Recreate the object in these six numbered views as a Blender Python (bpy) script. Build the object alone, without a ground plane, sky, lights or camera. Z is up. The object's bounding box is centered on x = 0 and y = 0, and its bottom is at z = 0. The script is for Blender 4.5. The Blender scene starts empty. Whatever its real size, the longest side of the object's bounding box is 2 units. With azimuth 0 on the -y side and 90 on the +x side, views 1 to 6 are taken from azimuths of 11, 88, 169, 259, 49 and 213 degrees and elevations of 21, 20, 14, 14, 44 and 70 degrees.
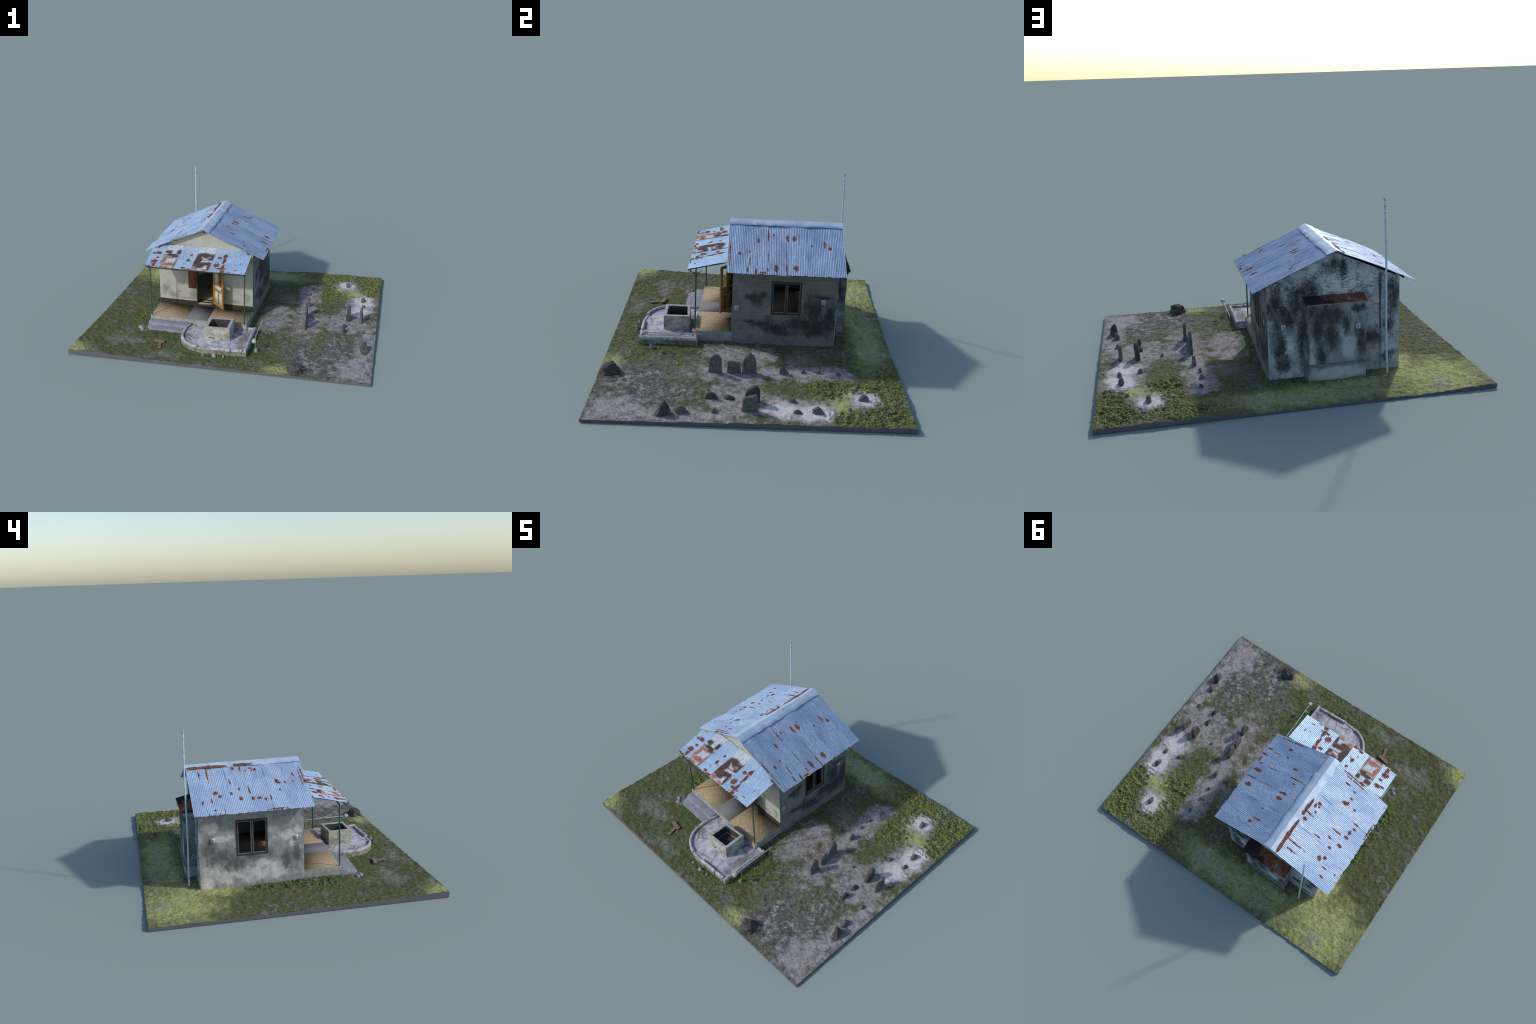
# Small tin-roofed village house on a grassy slab with a well and gravestones.
import bpy, bmesh, math, random
import numpy as np
from mathutils import Vector, Matrix

random.seed(7)
RNG = np.random.default_rng(7)

# ------------------------------------------------------------------ noise
def _hash(ix, iy, iz, seed):
    h = (ix.astype(np.int64) * 374761393 + iy.astype(np.int64) * 668265263
         + iz.astype(np.int64) * 2147483647 + seed * 1274126177) & 0xFFFFFFFF
    h = ((h ^ (h >> 13)) * 1274126177) & 0xFFFFFFFF
    h = ((h ^ (h >> 16)) * 2246822519) & 0xFFFFFFFF
    return ((h ^ (h >> 15)) & 0xFFFFFF) / float(0xFFFFFF)

def vnoise(x, y, z=0.0, seed=0):
    x, y, z = np.broadcast_arrays(np.asarray(x, float), np.asarray(y, float), np.asarray(z, float))
    ix, iy, iz = np.floor(x), np.floor(y), np.floor(z)
    fx, fy, fz = x - ix, y - iy, z - iz
    fx, fy, fz = [f * f * f * (f * (f * 6 - 15) + 10) for f in (fx, fy, fz)]
    r = 0
    for dx in (0, 1):
        for dy in (0, 1):
            for dz in (0, 1):
                w = (fx if dx else 1 - fx) * (fy if dy else 1 - fy) * (fz if dz else 1 - fz)
                r = r + w * _hash(ix + dx, iy + dy, iz + dz, seed)
    return r * 2 - 1

def fbm(x, y, z=0.0, octaves=4, seed=0, gain=0.5):
    r, a, f = 0, 1.0, 1.0
    for o in range(octaves):
        r = r + a * vnoise(np.asarray(x) * f + 13.7 * o, np.asarray(y) * f - 7.1 * o, np.asarray(z) * f + 3.3 * o, seed + o)
        a *= gain
        f *= 2.03
    return r

def smooth(a, b, x):
    t = np.clip((np.asarray(x, float) - a) / (b - a), 0, 1)
    return t * t * (3 - 2 * t)

# ------------------------------------------------------------------ objects
ROOT = None

def link(obj, parent=None):
    bpy.context.scene.collection.objects.link(obj)
    p = parent if parent is not None else ROOT
    if p is not None:
        obj.parent = p
    return obj

def mesh_object(name, verts, faces, mats, parent=None, smooth_shade=True, indices=None, angle=None):
    me = bpy.data.meshes.new(name)
    me.from_pydata([tuple(map(float, v)) for v in verts], [], [tuple(map(int, f)) for f in faces])
    for m in (mats if isinstance(mats, (list, tuple)) else [mats]):
        me.materials.append(m)
    if indices is not None:
        me.polygons.foreach_set("material_index", np.asarray(indices, dtype=np.int32))
    bm = bmesh.new()
    bm.from_mesh(me)
    bmesh.ops.recalc_face_normals(bm, faces=bm.faces)
    if angle is not None:
        for e in bm.edges:
            if len(e.link_faces) == 2 and e.calc_face_angle(0) > angle:
                e.smooth = False
    bm.to_mesh(me)
    bm.free()
    if smooth_shade:
        me.polygons.foreach_set("use_smooth", np.ones(len(me.polygons), dtype=bool))
    me.update()
    return link(bpy.data.objects.new(name, me), parent)

def bevel_object(obj, width, segments=2):
    me = obj.data
    bm = bmesh.new()
    bm.from_mesh(me)
    edges = [e for e in bm.edges if len(e.link_faces) == 2 and e.calc_face_angle(0) > 0.6]
    bmesh.ops.bevel(bm, geom=edges, offset=width, segments=segments, affect='EDGES', profile=0.6, clamp_overlap=True)
    for e in bm.edges:
        e.smooth = not (len(e.link_faces) == 2 and e.calc_face_angle(0) > 0.7)
    bm.to_mesh(me)
    bm.free()
    me.update()
    return obj

def prism(name, outline, z0, z1, mat, parent=None, bevel=0.002):
    """Vertical prism over a closed (x, y) outline; z1 may be a list of heights."""
    n = len(outline)
    zt = z1 if isinstance(z1, (list, tuple)) else [z1] * n
    v = [(x, y, z0) for x, y in outline] + [(x, y, z) for (x, y), z in zip(outline, zt)]
    f = [tuple(range(n))[::-1], tuple(range(n, 2 * n))]
    f += [(i, (i + 1) % n, n + (i + 1) % n, n + i) for i in range(n)]
    o = mesh_object(name, v, f, mat, parent, angle=0.6)
    if bevel:
        bevel_object(o, bevel)
    return o

def box(name, lo, hi, mat, parent=None, bevel=0.0015):
    return prism(name, [(lo[0], lo[1]), (hi[0], lo[1]), (hi[0], hi[1]), (lo[0], hi[1])], lo[2], hi[2], mat, parent, bevel)

def beam(name, a, b, w, h, mat, parent=None, up=(0, 0, 1), bevel=0.0006):
    """Rectangular bar from a to b, w wide and h deep."""
    a, b = Vector(a), Vector(b)
    d = (b - a).normalized()
    s = d.cross(Vector(up))
    if s.length < 1e-4:
        s = d.cross(Vector((1, 0, 0)))
    s.normalize()
    t = s.cross(d)
    v = []
    for p in (a, b):
        for i, j in ((-1, -1), (1, -1), (1, 1), (-1, 1)):
            v.append(p + s * (i * w / 2) + t * (j * h / 2))
    f = [(0, 1, 2, 3), (4, 5, 6, 7)] + [(i, (i + 1) % 4, 4 + (i + 1) % 4, 4 + i) for i in range(4)]
    o = mesh_object(name, v, f, mat, parent, angle=0.6)
    if bevel:
        bevel_object(o, bevel, 1)
    return o

def tube(name, path, radii, mat, parent=None, sides=10):
    """Round tube along a list of points, one radius per point."""
    P = [Vector(p) for p in path]
    if not isinstance(radii, (list, tuple)):
        radii = [radii] * len(P)
    v, f = [], []
    ref = Vector((0.31, 0.77, 0.12))
    for i, p in enumerate(P):
        d = (P[min(i + 1, len(P) - 1)] - P[max(i - 1, 0)]).normalized()
        s = d.cross(ref).normalized()
        t = d.cross(s)
        for k in range(sides):
            a = 2 * math.pi * k / sides
            v.append(p + (s * math.cos(a) + t * math.sin(a)) * radii[i])
    for i in range(len(P) - 1):
        for k in range(sides):
            k2 = (k + 1) % sides
            f.append((i * sides + k, i * sides + k2, (i + 1) * sides + k2, (i + 1) * sides + k))
    f.append(tuple(range(sides))[::-1])
    f.append(tuple(range((len(P) - 1) * sides, len(P) * sides)))
    return mesh_object(name, v, f, mat, parent, angle=0.8)

def grid_solid(name, us, vs, outer, inner, mats, parent=None, keep=None, outer_mat=0, inner_mat=0, rim_mat=0, angle=0.6):
    """Closed shell between two surfaces sampled on the same u, v grid; keep(u, v) drops cells (openings)."""
    us, vs = np.asarray(us), np.asarray(vs)
    U, V = np.meshgrid(us, vs, indexing='ij')
    A = np.stack([np.broadcast_to(c, U.shape) for c in outer(U, V)], -1).reshape(-1, 3)
    B = np.stack([np.broadcast_to(c, U.shape) for c in inner(U, V)], -1).reshape(-1, 3)
    nu, nv = len(us), len(vs)
    um, vm = (us[1:] + us[:-1]) / 2, (vs[1:] + vs[:-1]) / 2
    K = np.ones((nu - 1, nv - 1), bool)
    if keep is not None:
        K = keep(*np.meshgrid(um, vm, indexing='ij'))
    off = nu * nv
    idx = lambda i, j: i * nv + j
    faces, mi = [], []
    for i in range(nu - 1):
        for j in range(nv - 1):
            if not K[i, j]:
                continue
            q = (idx(i, j), idx(i + 1, j), idx(i + 1, j + 1), idx(i, j + 1))
            faces.append(q); mi.append(outer_mat)
            faces.append(tuple(off + k for k in q[::-1])); mi.append(inner_mat)
            for (di, dj, a, b) in ((-1, 0, q[3], q[0]), (1, 0, q[1], q[2]), (0, -1, q[0], q[1]), (0, 1, q[2], q[3])):
                ii, jj = i + di, j + dj
                if ii < 0 or jj < 0 or ii >= nu - 1 or jj >= nv - 1 or not K[ii, jj]:
                    faces.append((a, b, off + b, off + a)); mi.append(rim_mat)
    verts = np.vstack([A, B])
    used = np.zeros(len(verts), bool)
    for q in faces:
        used[list(q)] = True
    remap = np.cumsum(used) - 1
    faces = [tuple(remap[k] for k in q) for q in faces]
    return mesh_object(name, verts[used], faces, mats, parent, indices=mi, angle=angle)

# ------------------------------------------------------------------ material kit
class Kit:
    def __init__(self, name, rough=0.85):
        self.mat = bpy.data.materials.new(name)
        self.mat.use_nodes = True
        self.nt = self.mat.node_tree
        self.nt.nodes.clear()
        self.out = self.nt.nodes.new("ShaderNodeOutputMaterial")
        self.bsdf = self.nt.nodes.new("ShaderNodeBsdfPrincipled")
        self.bsdf.inputs["Roughness"].default_value = rough
        self.bsdf.inputs["Specular IOR Level"].default_value = 0.25
        self.nt.links.new(self.bsdf.outputs[0], self.out.inputs[0])
        self.co = self.nt.nodes.new("ShaderNodeTexCoord").outputs["Object"]

    def n(self, kind, **props):
        nd = self.nt.nodes.new("ShaderNode" + kind)
        for k, v in props.items():
            setattr(nd, k, v)
        return nd

    def put(self, sock, val):
        if isinstance(val, bpy.types.NodeSocket):
            self.nt.links.new(val, sock)
        elif isinstance(val, (tuple, list)) and len(val) == 3 and sock.type == 'RGBA':
            sock.default_value = (*val, 1)
        else:
            sock.default_value = val

    def math(self, op, a, b=0.0, c=None, clamp=False):
        nd = self.n("Math", operation=op, use_clamp=clamp)
        self.put(nd.inputs[0], a)
        self.put(nd.inputs[1], b)
        if c is not None:
            self.put(nd.inputs[2], c)
        return nd.outputs[0]

    def vec(self, op, a, b=(0, 0, 0), c=None):
        nd = self.n("VectorMath", operation=op)
        self.put(nd.inputs[0], a)
        self.put(nd.inputs[1], b)
        if c is not None:
            self.put(nd.inputs[2], c)
        return nd.outputs["Value"] if op in ('LENGTH', 'DOT_PRODUCT') else nd.outputs[0]

    def scaled(self, s):
        return self.vec('MULTIPLY', self.co, tuple(s) if hasattr(s, '__len__') else (s, s, s))

    def noise(self, scale, detail=4, rough=0.6, distortion=0.0, stretch=(1, 1, 1), offset=(0, 0, 0)):
        nd = self.n("TexNoise")
        v = self.vec('MULTIPLY_ADD', self.co, stretch, offset)
        self.put(nd.inputs["Vector"], v)
        self.put(nd.inputs["Scale"], scale)
        self.put(nd.inputs["Detail"], detail)
        self.put(nd.inputs["Roughness"], rough)
        self.put(nd.inputs["Distortion"], distortion)
        return nd.outputs[0]

    def ramp(self, x, lo, hi, a=0.0, b=1.0):
        nd = self.n("MapRange", interpolation_type='SMOOTHSTEP')
        self.put(nd.inputs["Value"], x)
        for k, v in (("From Min", lo), ("From Max", hi), ("To Min", a), ("To Max", b)):
            self.put(nd.inputs[k], v)
        return nd.outputs[0]

    def mix(self, fac, a, b, mode='MIX'):
        nd = self.n("Mix", data_type='RGBA', blend_type=mode)
        self.put(nd.inputs[0], fac)
        self.put(nd.inputs[6], a)
        self.put(nd.inputs[7], b)
        return nd.outputs[2]

    def sep(self):
        nd = self.n("SeparateXYZ")
        self.put(nd.inputs[0], self.co)
        return nd.outputs

    def spots(self, blobs, ragged=0.5, scale=60, soft=0.25, axes='xy', stretch=(1, 1, 1), fray=0.0):
        """Union of ragged ellipses (a, b, ra, rb) lying on the given pair of axes -> mask 0..1."""
        ia, ib = 'xyz'.index(axes[0]), 'xyz'.index(axes[1])
        best = None
        for a, b, ra, rb in blobs:
            inv, add = [0.0] * 3, [0.0] * 3
            inv[ia], inv[ib] = 1 / ra, 1 / rb
            add[ia], add[ib] = -a / ra, -b / rb
            d = self.vec('LENGTH', self.vec('MULTIPLY_ADD', self.co, tuple(inv), tuple(add)))
            best = d if best is None else self.math('MINIMUM', best, d)
        nz = self.noise(scale, 4, 0.6, stretch=stretch)
        d = self.math('MULTIPLY_ADD', self.math('SUBTRACT', nz, 0.5), ragged * 4, best)
        if fray:
            d = self.math('MULTIPLY_ADD', self.math('SUBTRACT', self.noise(scale * 6, 4, 0.7, stretch=stretch, offset=(2, 3, 4)), 0.5), fray, d)
        return self.ramp(d, 1 + soft, 1 - soft)

    def bump(self, height, strength=0.4, dist=0.003):
        nd = self.n("Bump")
        self.put(nd.inputs["Strength"], strength)
        self.put(nd.inputs["Distance"], dist)
        self.put(nd.inputs["Height"], height)
        self.nt.links.new(nd.outputs[0], self.bsdf.inputs["Normal"])

    def color(self, c):
        self.put(self.bsdf.inputs["Base Color"], c)
        return self.mat

    def set(self, **kw):
        for k, v in kw.items():
            self.put(self.bsdf.inputs[k.replace('_', ' ')], v)
        return self

def plain(name, c, rough=0.8, var=0.25, scale=40, bump=0.2):
    k = Kit(name, rough)
    n = k.noise(scale, 5, 0.65)
    lo = tuple(x * (1 - var) for x in c)
    hi = tuple(min(1, x * (1 + var)) for x in c)
    if bump:
        k.bump(n, bump, 0.002)
    return k.color(k.mix(k.ramp(n, 0.3, 0.7), lo, hi))

# ---- soil and grass
SAND = [(0.52, -0.10, .11, .19), (0.47, 0.22, .085, .20), (0.46, 0.47, .075, .12), (0.78, -0.06, .17, .17), (0.86, 0.28, .11, .14),
        (0.735, 0.615, .085, .09), (0.94, -0.35, .07, .28), (0.90, -0.72, .13, .13), (0.27, -0.14, .10, .13), (0.28, 0.06, .10, .07)]
PALE = [(0.875, 0.33, .09, .11), (0.735, 0.615, .075, .075), (0.86, 0.16, .08, .10)]
WORN = [(-0.35, -0.76, .11, .045), (-0.62, -0.43, .05, .03), (-0.30, 0.77, .07, .04), (0.02, 0.75, .06, .04), (-0.74, 0.76, .05, .06), (-0.85, -0.82, .05, .02),
        (-0.68, -0.62, .10, .05), (0.30, 0.30, .09, .06), (0.20, 0.72, .07, .05)]
LUSH = [(-0.66, 0.05, .05, .28), (-0.68, -0.22, .10, .12), (-0.20, -0.75, .32, .05), (0.40, 0.66, .16, .10), (-0.10, 0.64, .35, .07), (0.22, -0.55, .05, .10), (-0.42, -0.50, .10, .07), (0.24, -0.38, .06, .06)]
WEED = [(0.62, 0.76, .26, .09), (0.92, 0.72, .12, .16), (0.64, 0.42, .10, .12), (0.62, 0.58, .06, .10), (0.93, 0.50, .07, .10)]
PAINTED_SUN = [(-0.05, 0.72, .45, .10), (-0.75, 0.66, .28, .20), (-0.62, 0.45, .08, .14), (0.80, 0.48, .12, .06), (0.42, -0.79, .09, .05), (-0.30, 0.66, .20, .06), (-0.96, -0.80, .07, .07), (0.68, 0.56, .05, .08)]

def soil_material():
    """Grey sandy soil under a patchy moss-and-grass mat, bare round the graves, leafier at the back."""
    k = Kit("grass_and_sand", 0.95)
    sand = k.spots(SAND, 0.8, 16, 0.5)
    pale = k.spots(PALE, 0.45, 18, 0.45)
    worn = k.spots(WORN, 0.9, 24, 0.8)
    lush = k.spots(LUSH, 0.6, 12, 0.6)
    weed = k.spots(WEED, 0.5, 14, 0.4)
    painted_sun = k.spots(PAINTED_SUN, 0.45, 9, 0.7)
    n1, n2 = k.noise(7, 4, 0.6), k.noise(48, 6, 0.72, 0.6)
    n3, n4 = k.noise(130, 5, 0.75, offset=(3, 1, 0)), k.noise(26, 5, 0.65, 0.4, offset=(5, 0, 2))
    tone = k.math('ADD', k.math('MULTIPLY', n2, 0.60), k.math('MULTIPLY', n3, 0.40))
    def moss(lo, mid, hi):
        return k.mix(k.ramp(tone, 0.50, 0.68), k.mix(k.ramp(tone, 0.34, 0.50), lo, mid), hi)
    grass = moss((0.020, 0.024, 0.012), (0.092, 0.100, 0.040), (0.215, 0.222, 0.105))
    green = moss((0.014, 0.022, 0.008), (0.070, 0.100, 0.032), (0.17, 0.22, 0.080))
    yellow = moss((0.085, 0.098, 0.030), (0.34, 0.365, 0.135), (0.58, 0.58, 0.32))  # grass colour raised to yellow where sunlight patches are painted in
    leafy = moss((0.018, 0.024, 0.008), (0.115, 0.135, 0.045), (0.38, 0.41, 0.15))
    soil = k.mix(k.ramp(tone, 0.36, 0.66), (0.085, 0.082, 0.080), (0.27, 0.265, 0.265))
    c = k.mix(k.ramp(k.math('MULTIPLY_ADD', n1, 0.45, k.math('MULTIPLY', n4, 0.55)), 0.49, 0.61, 0.0, 0.7), grass, soil)
    c = k.mix(k.math('MULTIPLY', lush, 0.9), c, green)
    c = k.mix(painted_sun, c, yellow)
    c = k.mix(weed, c, leafy)
    brown = k.mix(k.ramp(tone, 0.36, 0.66), (0.040, 0.038, 0.033), (0.20, 0.19, 0.185))
    corner = k.spots([(0.72, -0.60, .30, .27), (0.55, -0.62, .14, .14)], 0.6, 9, 0.6)
    c = k.mix(k.math('MULTIPLY', corner, 0.8), c, brown)
    s = k.mix(k.ramp(tone, 0.36, 0.66), (0.20, 0.185, 0.19), (0.44, 0.41, 0.42))
    s = k.mix(pale, s, k.mix(k.ramp(tone, 0.36, 0.62), (0.42, 0.40, 0.40), (0.70, 0.67, 0.67)))
    bare = k.math('MULTIPLY', k.math('MAXIMUM', sand, k.math('MULTIPLY', worn, 0.45)), k.ramp(n4, 0.64, 0.46, 0.25, 1.0))
    bare = k.math('MAXIMUM', bare, k.math('MULTIPLY', corner, k.ramp(n4, 0.52, 0.62, 0, 0.8)))
    c = k.mix(k.math('MAXIMUM', bare, pale), c, s)
    k.bump(k.math('ADD', n2, k.math('MULTIPLY', n3, 0.6)), 0.7, 0.007)
    return k.color(c)

# ---- tin
def tin_material(name, hi, lo, rust_lists, streak_axis_x=True, dark=0.0):
    k = Kit(name, 0.5)
    st = (0.06, 1, 1) if streak_axis_x else (1, 0.06, 1)
    n1 = k.noise(130, 4, 0.65, stretch=st)
    n2 = k.noise(9, 3, 0.5, stretch=(0.4, 1, 1))
    c = k.mix(k.ramp(n1, 0.3, 0.7), lo, hi)
    c = k.mix(k.ramp(n2, 0.42, 0.66, 0, 0.55), c, (lo[0] * 0.72, lo[1] * 0.78, lo[2] * 0.86))  # broad bluish darkening painted after the soft tree shade on the roof
    thin = k.noise(330, 3, 0.6, stretch=(0.035, 1, 1) if streak_axis_x else (1, 0.035, 1), offset=(2, 2, 2))
    c = k.mix(k.ramp(thin, 0.54, 0.68, 0, 0.55), c, tuple(v * 0.55 for v in lo))
    c = k.mix(k.ramp(thin, 0.44, 0.32, 0, 0.35), c, tuple(min(1, v * 1.15) for v in hi))
    faint = k.noise(75, 3, 0.6, stretch=(0.10, 1, 1) if streak_axis_x else (1, 0.10, 1), offset=(7, 1, 2))
    c = k.mix(k.ramp(faint, 0.66, 0.74, 0, 0.5), c, (0.42, 0.32, 0.28))
    rust = None
    for blobs, ragged, scale, soft in rust_lists:
        m = k.spots(blobs, ragged, scale, soft, stretch=(0.6, 1, 1) if streak_axis_x else (1, 0.6, 1))
        rust = m if rust is None else k.math('MAXIMUM', rust, m)
    nr = k.noise(70, 4, 0.7, offset=(4, 4, 4))
    rc = k.mix(k.ramp(nr, 0.35, 0.65), (0.085, 0.038, 0.028), (0.24, 0.085, 0.045))
    if rust is not None:
        c = k.mix(k.ramp(rust, 0.0, 0.5, 0, 0.55), c, (0.36, 0.20, 0.15))
        c = k.mix(k.ramp(rust, 0.25, 0.8), c, rc)
        k.put(k.bsdf.inputs["Metallic"], k.math('MULTIPLY_ADD', rust, -0.25, 0.25))
        k.put(k.bsdf.inputs["Roughness"], k.math('MULTIPLY_ADD', rust, 0.35, 0.5))
    k.bump(n1, 0.1, 0.001)
    return k.color(c)

RUST_RIGHT = [(.142, .128, .026, .012), (.136, .244, .022, .014), (-.100, .240, .020, .014), (-.106, .196, .024, .010), (.036, -.092, .012, .009),
              (-.075, .016, .016, .007), (-.112, .078, .050, .005), (-.048, .345, .009, .006), (-.055, .422, .028, .006), (-.028, .456, .014, .008)]
RUST_RIGHT_FINE = [(.165, -.042, .024, .006), (.172, .008, .020, .007), (.154, .074, .014, .006), (.010, -.150, .06, .005), (.019, -.035, .010, .005),
                   (-.126, .110, .010, .005), (.10, -.148, .05, .004), (.15, .19, .05, .004), (.03, .19, .05, .002), (.05, .08, .04, .002), (.178, .05, .008, .02), (.1, -.03, .03, .003)]
RUST_LEFT = [(-.455, .020, .020, .015), (-.468, .010, .008, .018), (-.526, .016, .009, .008), (-.472, -.150, .022, .009), (-.404, -.090, .018, .006),
             (-.332, .130, .012, .010), (-.318, .155, .008, .014), (-.340, .150, .008, .006), (-.312, .263, .012, .010), (-.590, .115, .011, .008),
             (-.578, .150, .010, .014), (-.577, .188, .014, .010), (-.570, .259, .018, .010), (-.527, .308, .012, .008), (-.513, .399, .013, .014),
             (-.540, .376, .010, .012)]
RUST_LEFT_FINE = [(-.390, -.146, .05, .005), (-.579, .082, .024, .005), (-.496, .256, .012, .007), (-.340, .190, .008, .006), (-.345, .425, .06, .005),
                  (-.353, .474, .03, .005), (-.507, .198, .032, .005), (-.573, .428, .02, .005), (-.585, .481, .014, .006), (-.474, -.028, .012, .006),
                  (-.462, -.075, .010, .006), (-.44, -.13, .06, .004), (-.672, .06, .006, .04), (-.32, .22, .03, .005), (-.43, .30, .02, .004)]
CAP_RUST = [(-.288, .50, .012, .05), (-.288, .42, .014, .06), (-.287, .34, .009, .05), (-.287, .20, .013, .035), (-.288, .165, .009, .035), (-.288, .235, .013, .02)]
PORCH_BLOBS = [(-.554, -.226, .022, .014), (-.580, -.232, .018, .008), (-.545, -.277, .014, .010), (-.558, -.322, .026, .016), (-.550, -.362, .012, .022), (-.590, -.386, .035, .010),
               (-.314, -.222, .010, .010), (-.322, -.285, .013, .016), (-.335, -.375, .02, .010), (-.300, -.30, .006, .004), (-.290, -.385, .03, .008),
               (-.072, -.210, .014, .020), (-.104, -.230, .020, .012), (-.068, -.265, .010, .040), (-.112, -.318, .022, .022), (-.062, -.340, .012, .03), (-.075, -.355, .04, .008), (-.055, -.385, .02, .016)]
PORCH_SMALL = [(.051, -.284, .003, .012), (.03, -.36, .012, .004), (-.01, -.39, .02, .004), (-.34, -.33, .004, .006), (.02, -.30, .004, .003)]

def porch_rusty_material():
    k = Kit("rusted_tin", 0.75)
    n1 = k.noise(120, 3, 0.6, stretch=(1, 0.15, 1))
    pale = k.mix(k.ramp(n1, 0.3, 0.7), (0.36, 0.43, 0.52), (0.58, 0.63, 0.68))
    dark = k.spots([(-.484, -.205, .026, .024), (-.455, -.240, .055, .014), (-.410, -.200, .018, .032), (-.425, -.252, .030, .012),
                    (-.212, -.218, .062, .030), (-.252, -.275, .030, .075), (-.200, -.315, .065, .024), (-.235, -.345, .040, .020), (-.160, -.230, .014, .030), (-.160, -.345, .012, .040), (-.168, -.262, .016, .012)],
                   0.45, 30, 0.35, stretch=(1, .6, 1), fray=1.0)
    orange = k.spots([(-.495, -.300, .016, .06), (-.455, -.268, .055, .012), (-.450, -.350, .050, .022), (-.406, -.335, .012, .06), (-.470, -.385, .040, .014), (-.250, -.376, .030, .014), (-.175, -.384, .035, .010), (-.266, -.320, .010, .07), (-.185, -.250, .035, .008), (-.205, -.272, .03, .006)],
                     0.55, 45, 0.6, stretch=(1, .35, 1), fray=1.0)
    x, y, z = k.sep()
    stripe = k.math('SINE', k.math('MULTIPLY', x, 2 * math.pi / 0.0105))
    orange = k.math('MULTIPLY', orange, k.math('MULTIPLY_ADD', stripe, 0.1, 0.9), clamp=True)
    nr = k.noise(60, 4, 0.7, offset=(2, 7, 1))
    oc = k.mix(k.ramp(nr, 0.3, 0.7), (0.17, 0.060, 0.032), (0.42, 0.165, 0.080))
    dc = k.mix(k.ramp(nr, 0.3, 0.7), (0.055, 0.038, 0.034), (0.11, 0.065, 0.050))
    c = k.mix(orange, pale, oc)
    c = k.mix(dark, c, dc)
    return k.color(c)

# ---- masonry
def wall_material(name, base_lo, base_hi, dark_blobs, dark_col, pale_blobs, pale_col, axes, grain=35, stretch=(1, 1, 1), cracks=0.0, blocks=None, bump=0.5):
    k = Kit(name, 0.92)
    n1 = k.noise(grain, 6, 0.65, stretch=stretch)
    n2 = k.noise(11, 4, 0.6, offset=(1, 2, 3))
    c = k.mix(k.ramp(k.math('MULTIPLY_ADD', n2, 0.7, k.math('MULTIPLY', n1, 0.45)), 0.40, 0.75), base_lo, base_hi)
    h = n1
    if blocks:
        x, y, z = k.sep()
        comb = k.n("CombineXYZ")
        k.put(comb.inputs[0], y)
        k.put(comb.inputs[1], z)
        br = k.n("TexBrick", offset=0.5)
        k.put(br.inputs["Vector"], comb.outputs[0])
        for key, v in (("Scale", 1.0), ("Mortar Size", 0.0018), ("Mortar Smooth", 0.4), ("Brick Width", 0.058), ("Row Height", 0.030), ("Bias", 0.0)):
            k.put(br.inputs[key], v)
        k.put(br.inputs["Color1"], (0.185, 0.185, 0.145))
        k.put(br.inputs["Color2"], (0.14, 0.145, 0.12))
        k.put(br.inputs["Mortar"], (0.085, 0.09, 0.08))
        m = k.spots(blocks, 0.3, 30, 0.15, axes=axes)
        c = k.mix(k.math('MULTIPLY', m, 0.85), c, k.mix(k.ramp(n1, 0.3, 0.7, 0, 0.35), br.outputs["Color"], base_lo))
    if pale_blobs:
        m = k.spots(pale_blobs, 0.6, 24, 0.4, axes=axes, fray=1.2)
        c = k.mix(k.math('MULTIPLY', m, k.ramp(n1, 0.25, 0.6, 0.5, 1.0)), c, pale_col)
    if cracks:
        # peeling, mostly horizontal cracks where the render has come loose
        n5 = k.noise(15, 4, 0.6, 0.8, stretch=(1, 1, 2.4), offset=(4, 1, 6))
        n6 = k.noise(26, 4, 0.6, 0.5, stretch=(1, 1, 2.8), offset=(1, 8, 2))
        near = k.math('MINIMUM', k.math('ABSOLUTE', k.math('SUBTRACT', n5, 0.5)), k.math('ABSOLUTE', k.math('SUBTRACT', n6, 0.52)))
        nn = k.noise(20, 3, 0.6, offset=(0, 5, 5))
        line = k.math('MULTIPLY', k.ramp(near, 0.020, 0.002), k.ramp(nn, 0.40, 0.58), clamp=True)
        x, y, z = k.sep()
        line = k.math('MULTIPLY', line, k.ramp(z, 0.32, 0.42, 0.15, cracks))
        c = k.mix(line, c, tuple(v * 0.3 for v in base_lo))
        h = k.math('SUBTRACT', n1, line)
    if dark_blobs:
        m = k.spots(dark_blobs, 0.75, 16, 0.75, axes=axes, fray=1.8, stretch=(1, 1, 0.6))
        m = k.math('MULTIPLY', m, k.ramp(k.noise(30, 5, 0.7, offset=(9, 0, 0), stretch=(1, 1, 0.4)), 0.2, 0.6, 0.6, 1.0))
        c = k.mix(m, c, dark_col)
    k.bump(h, bump, 0.004)
    return k, c

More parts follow.
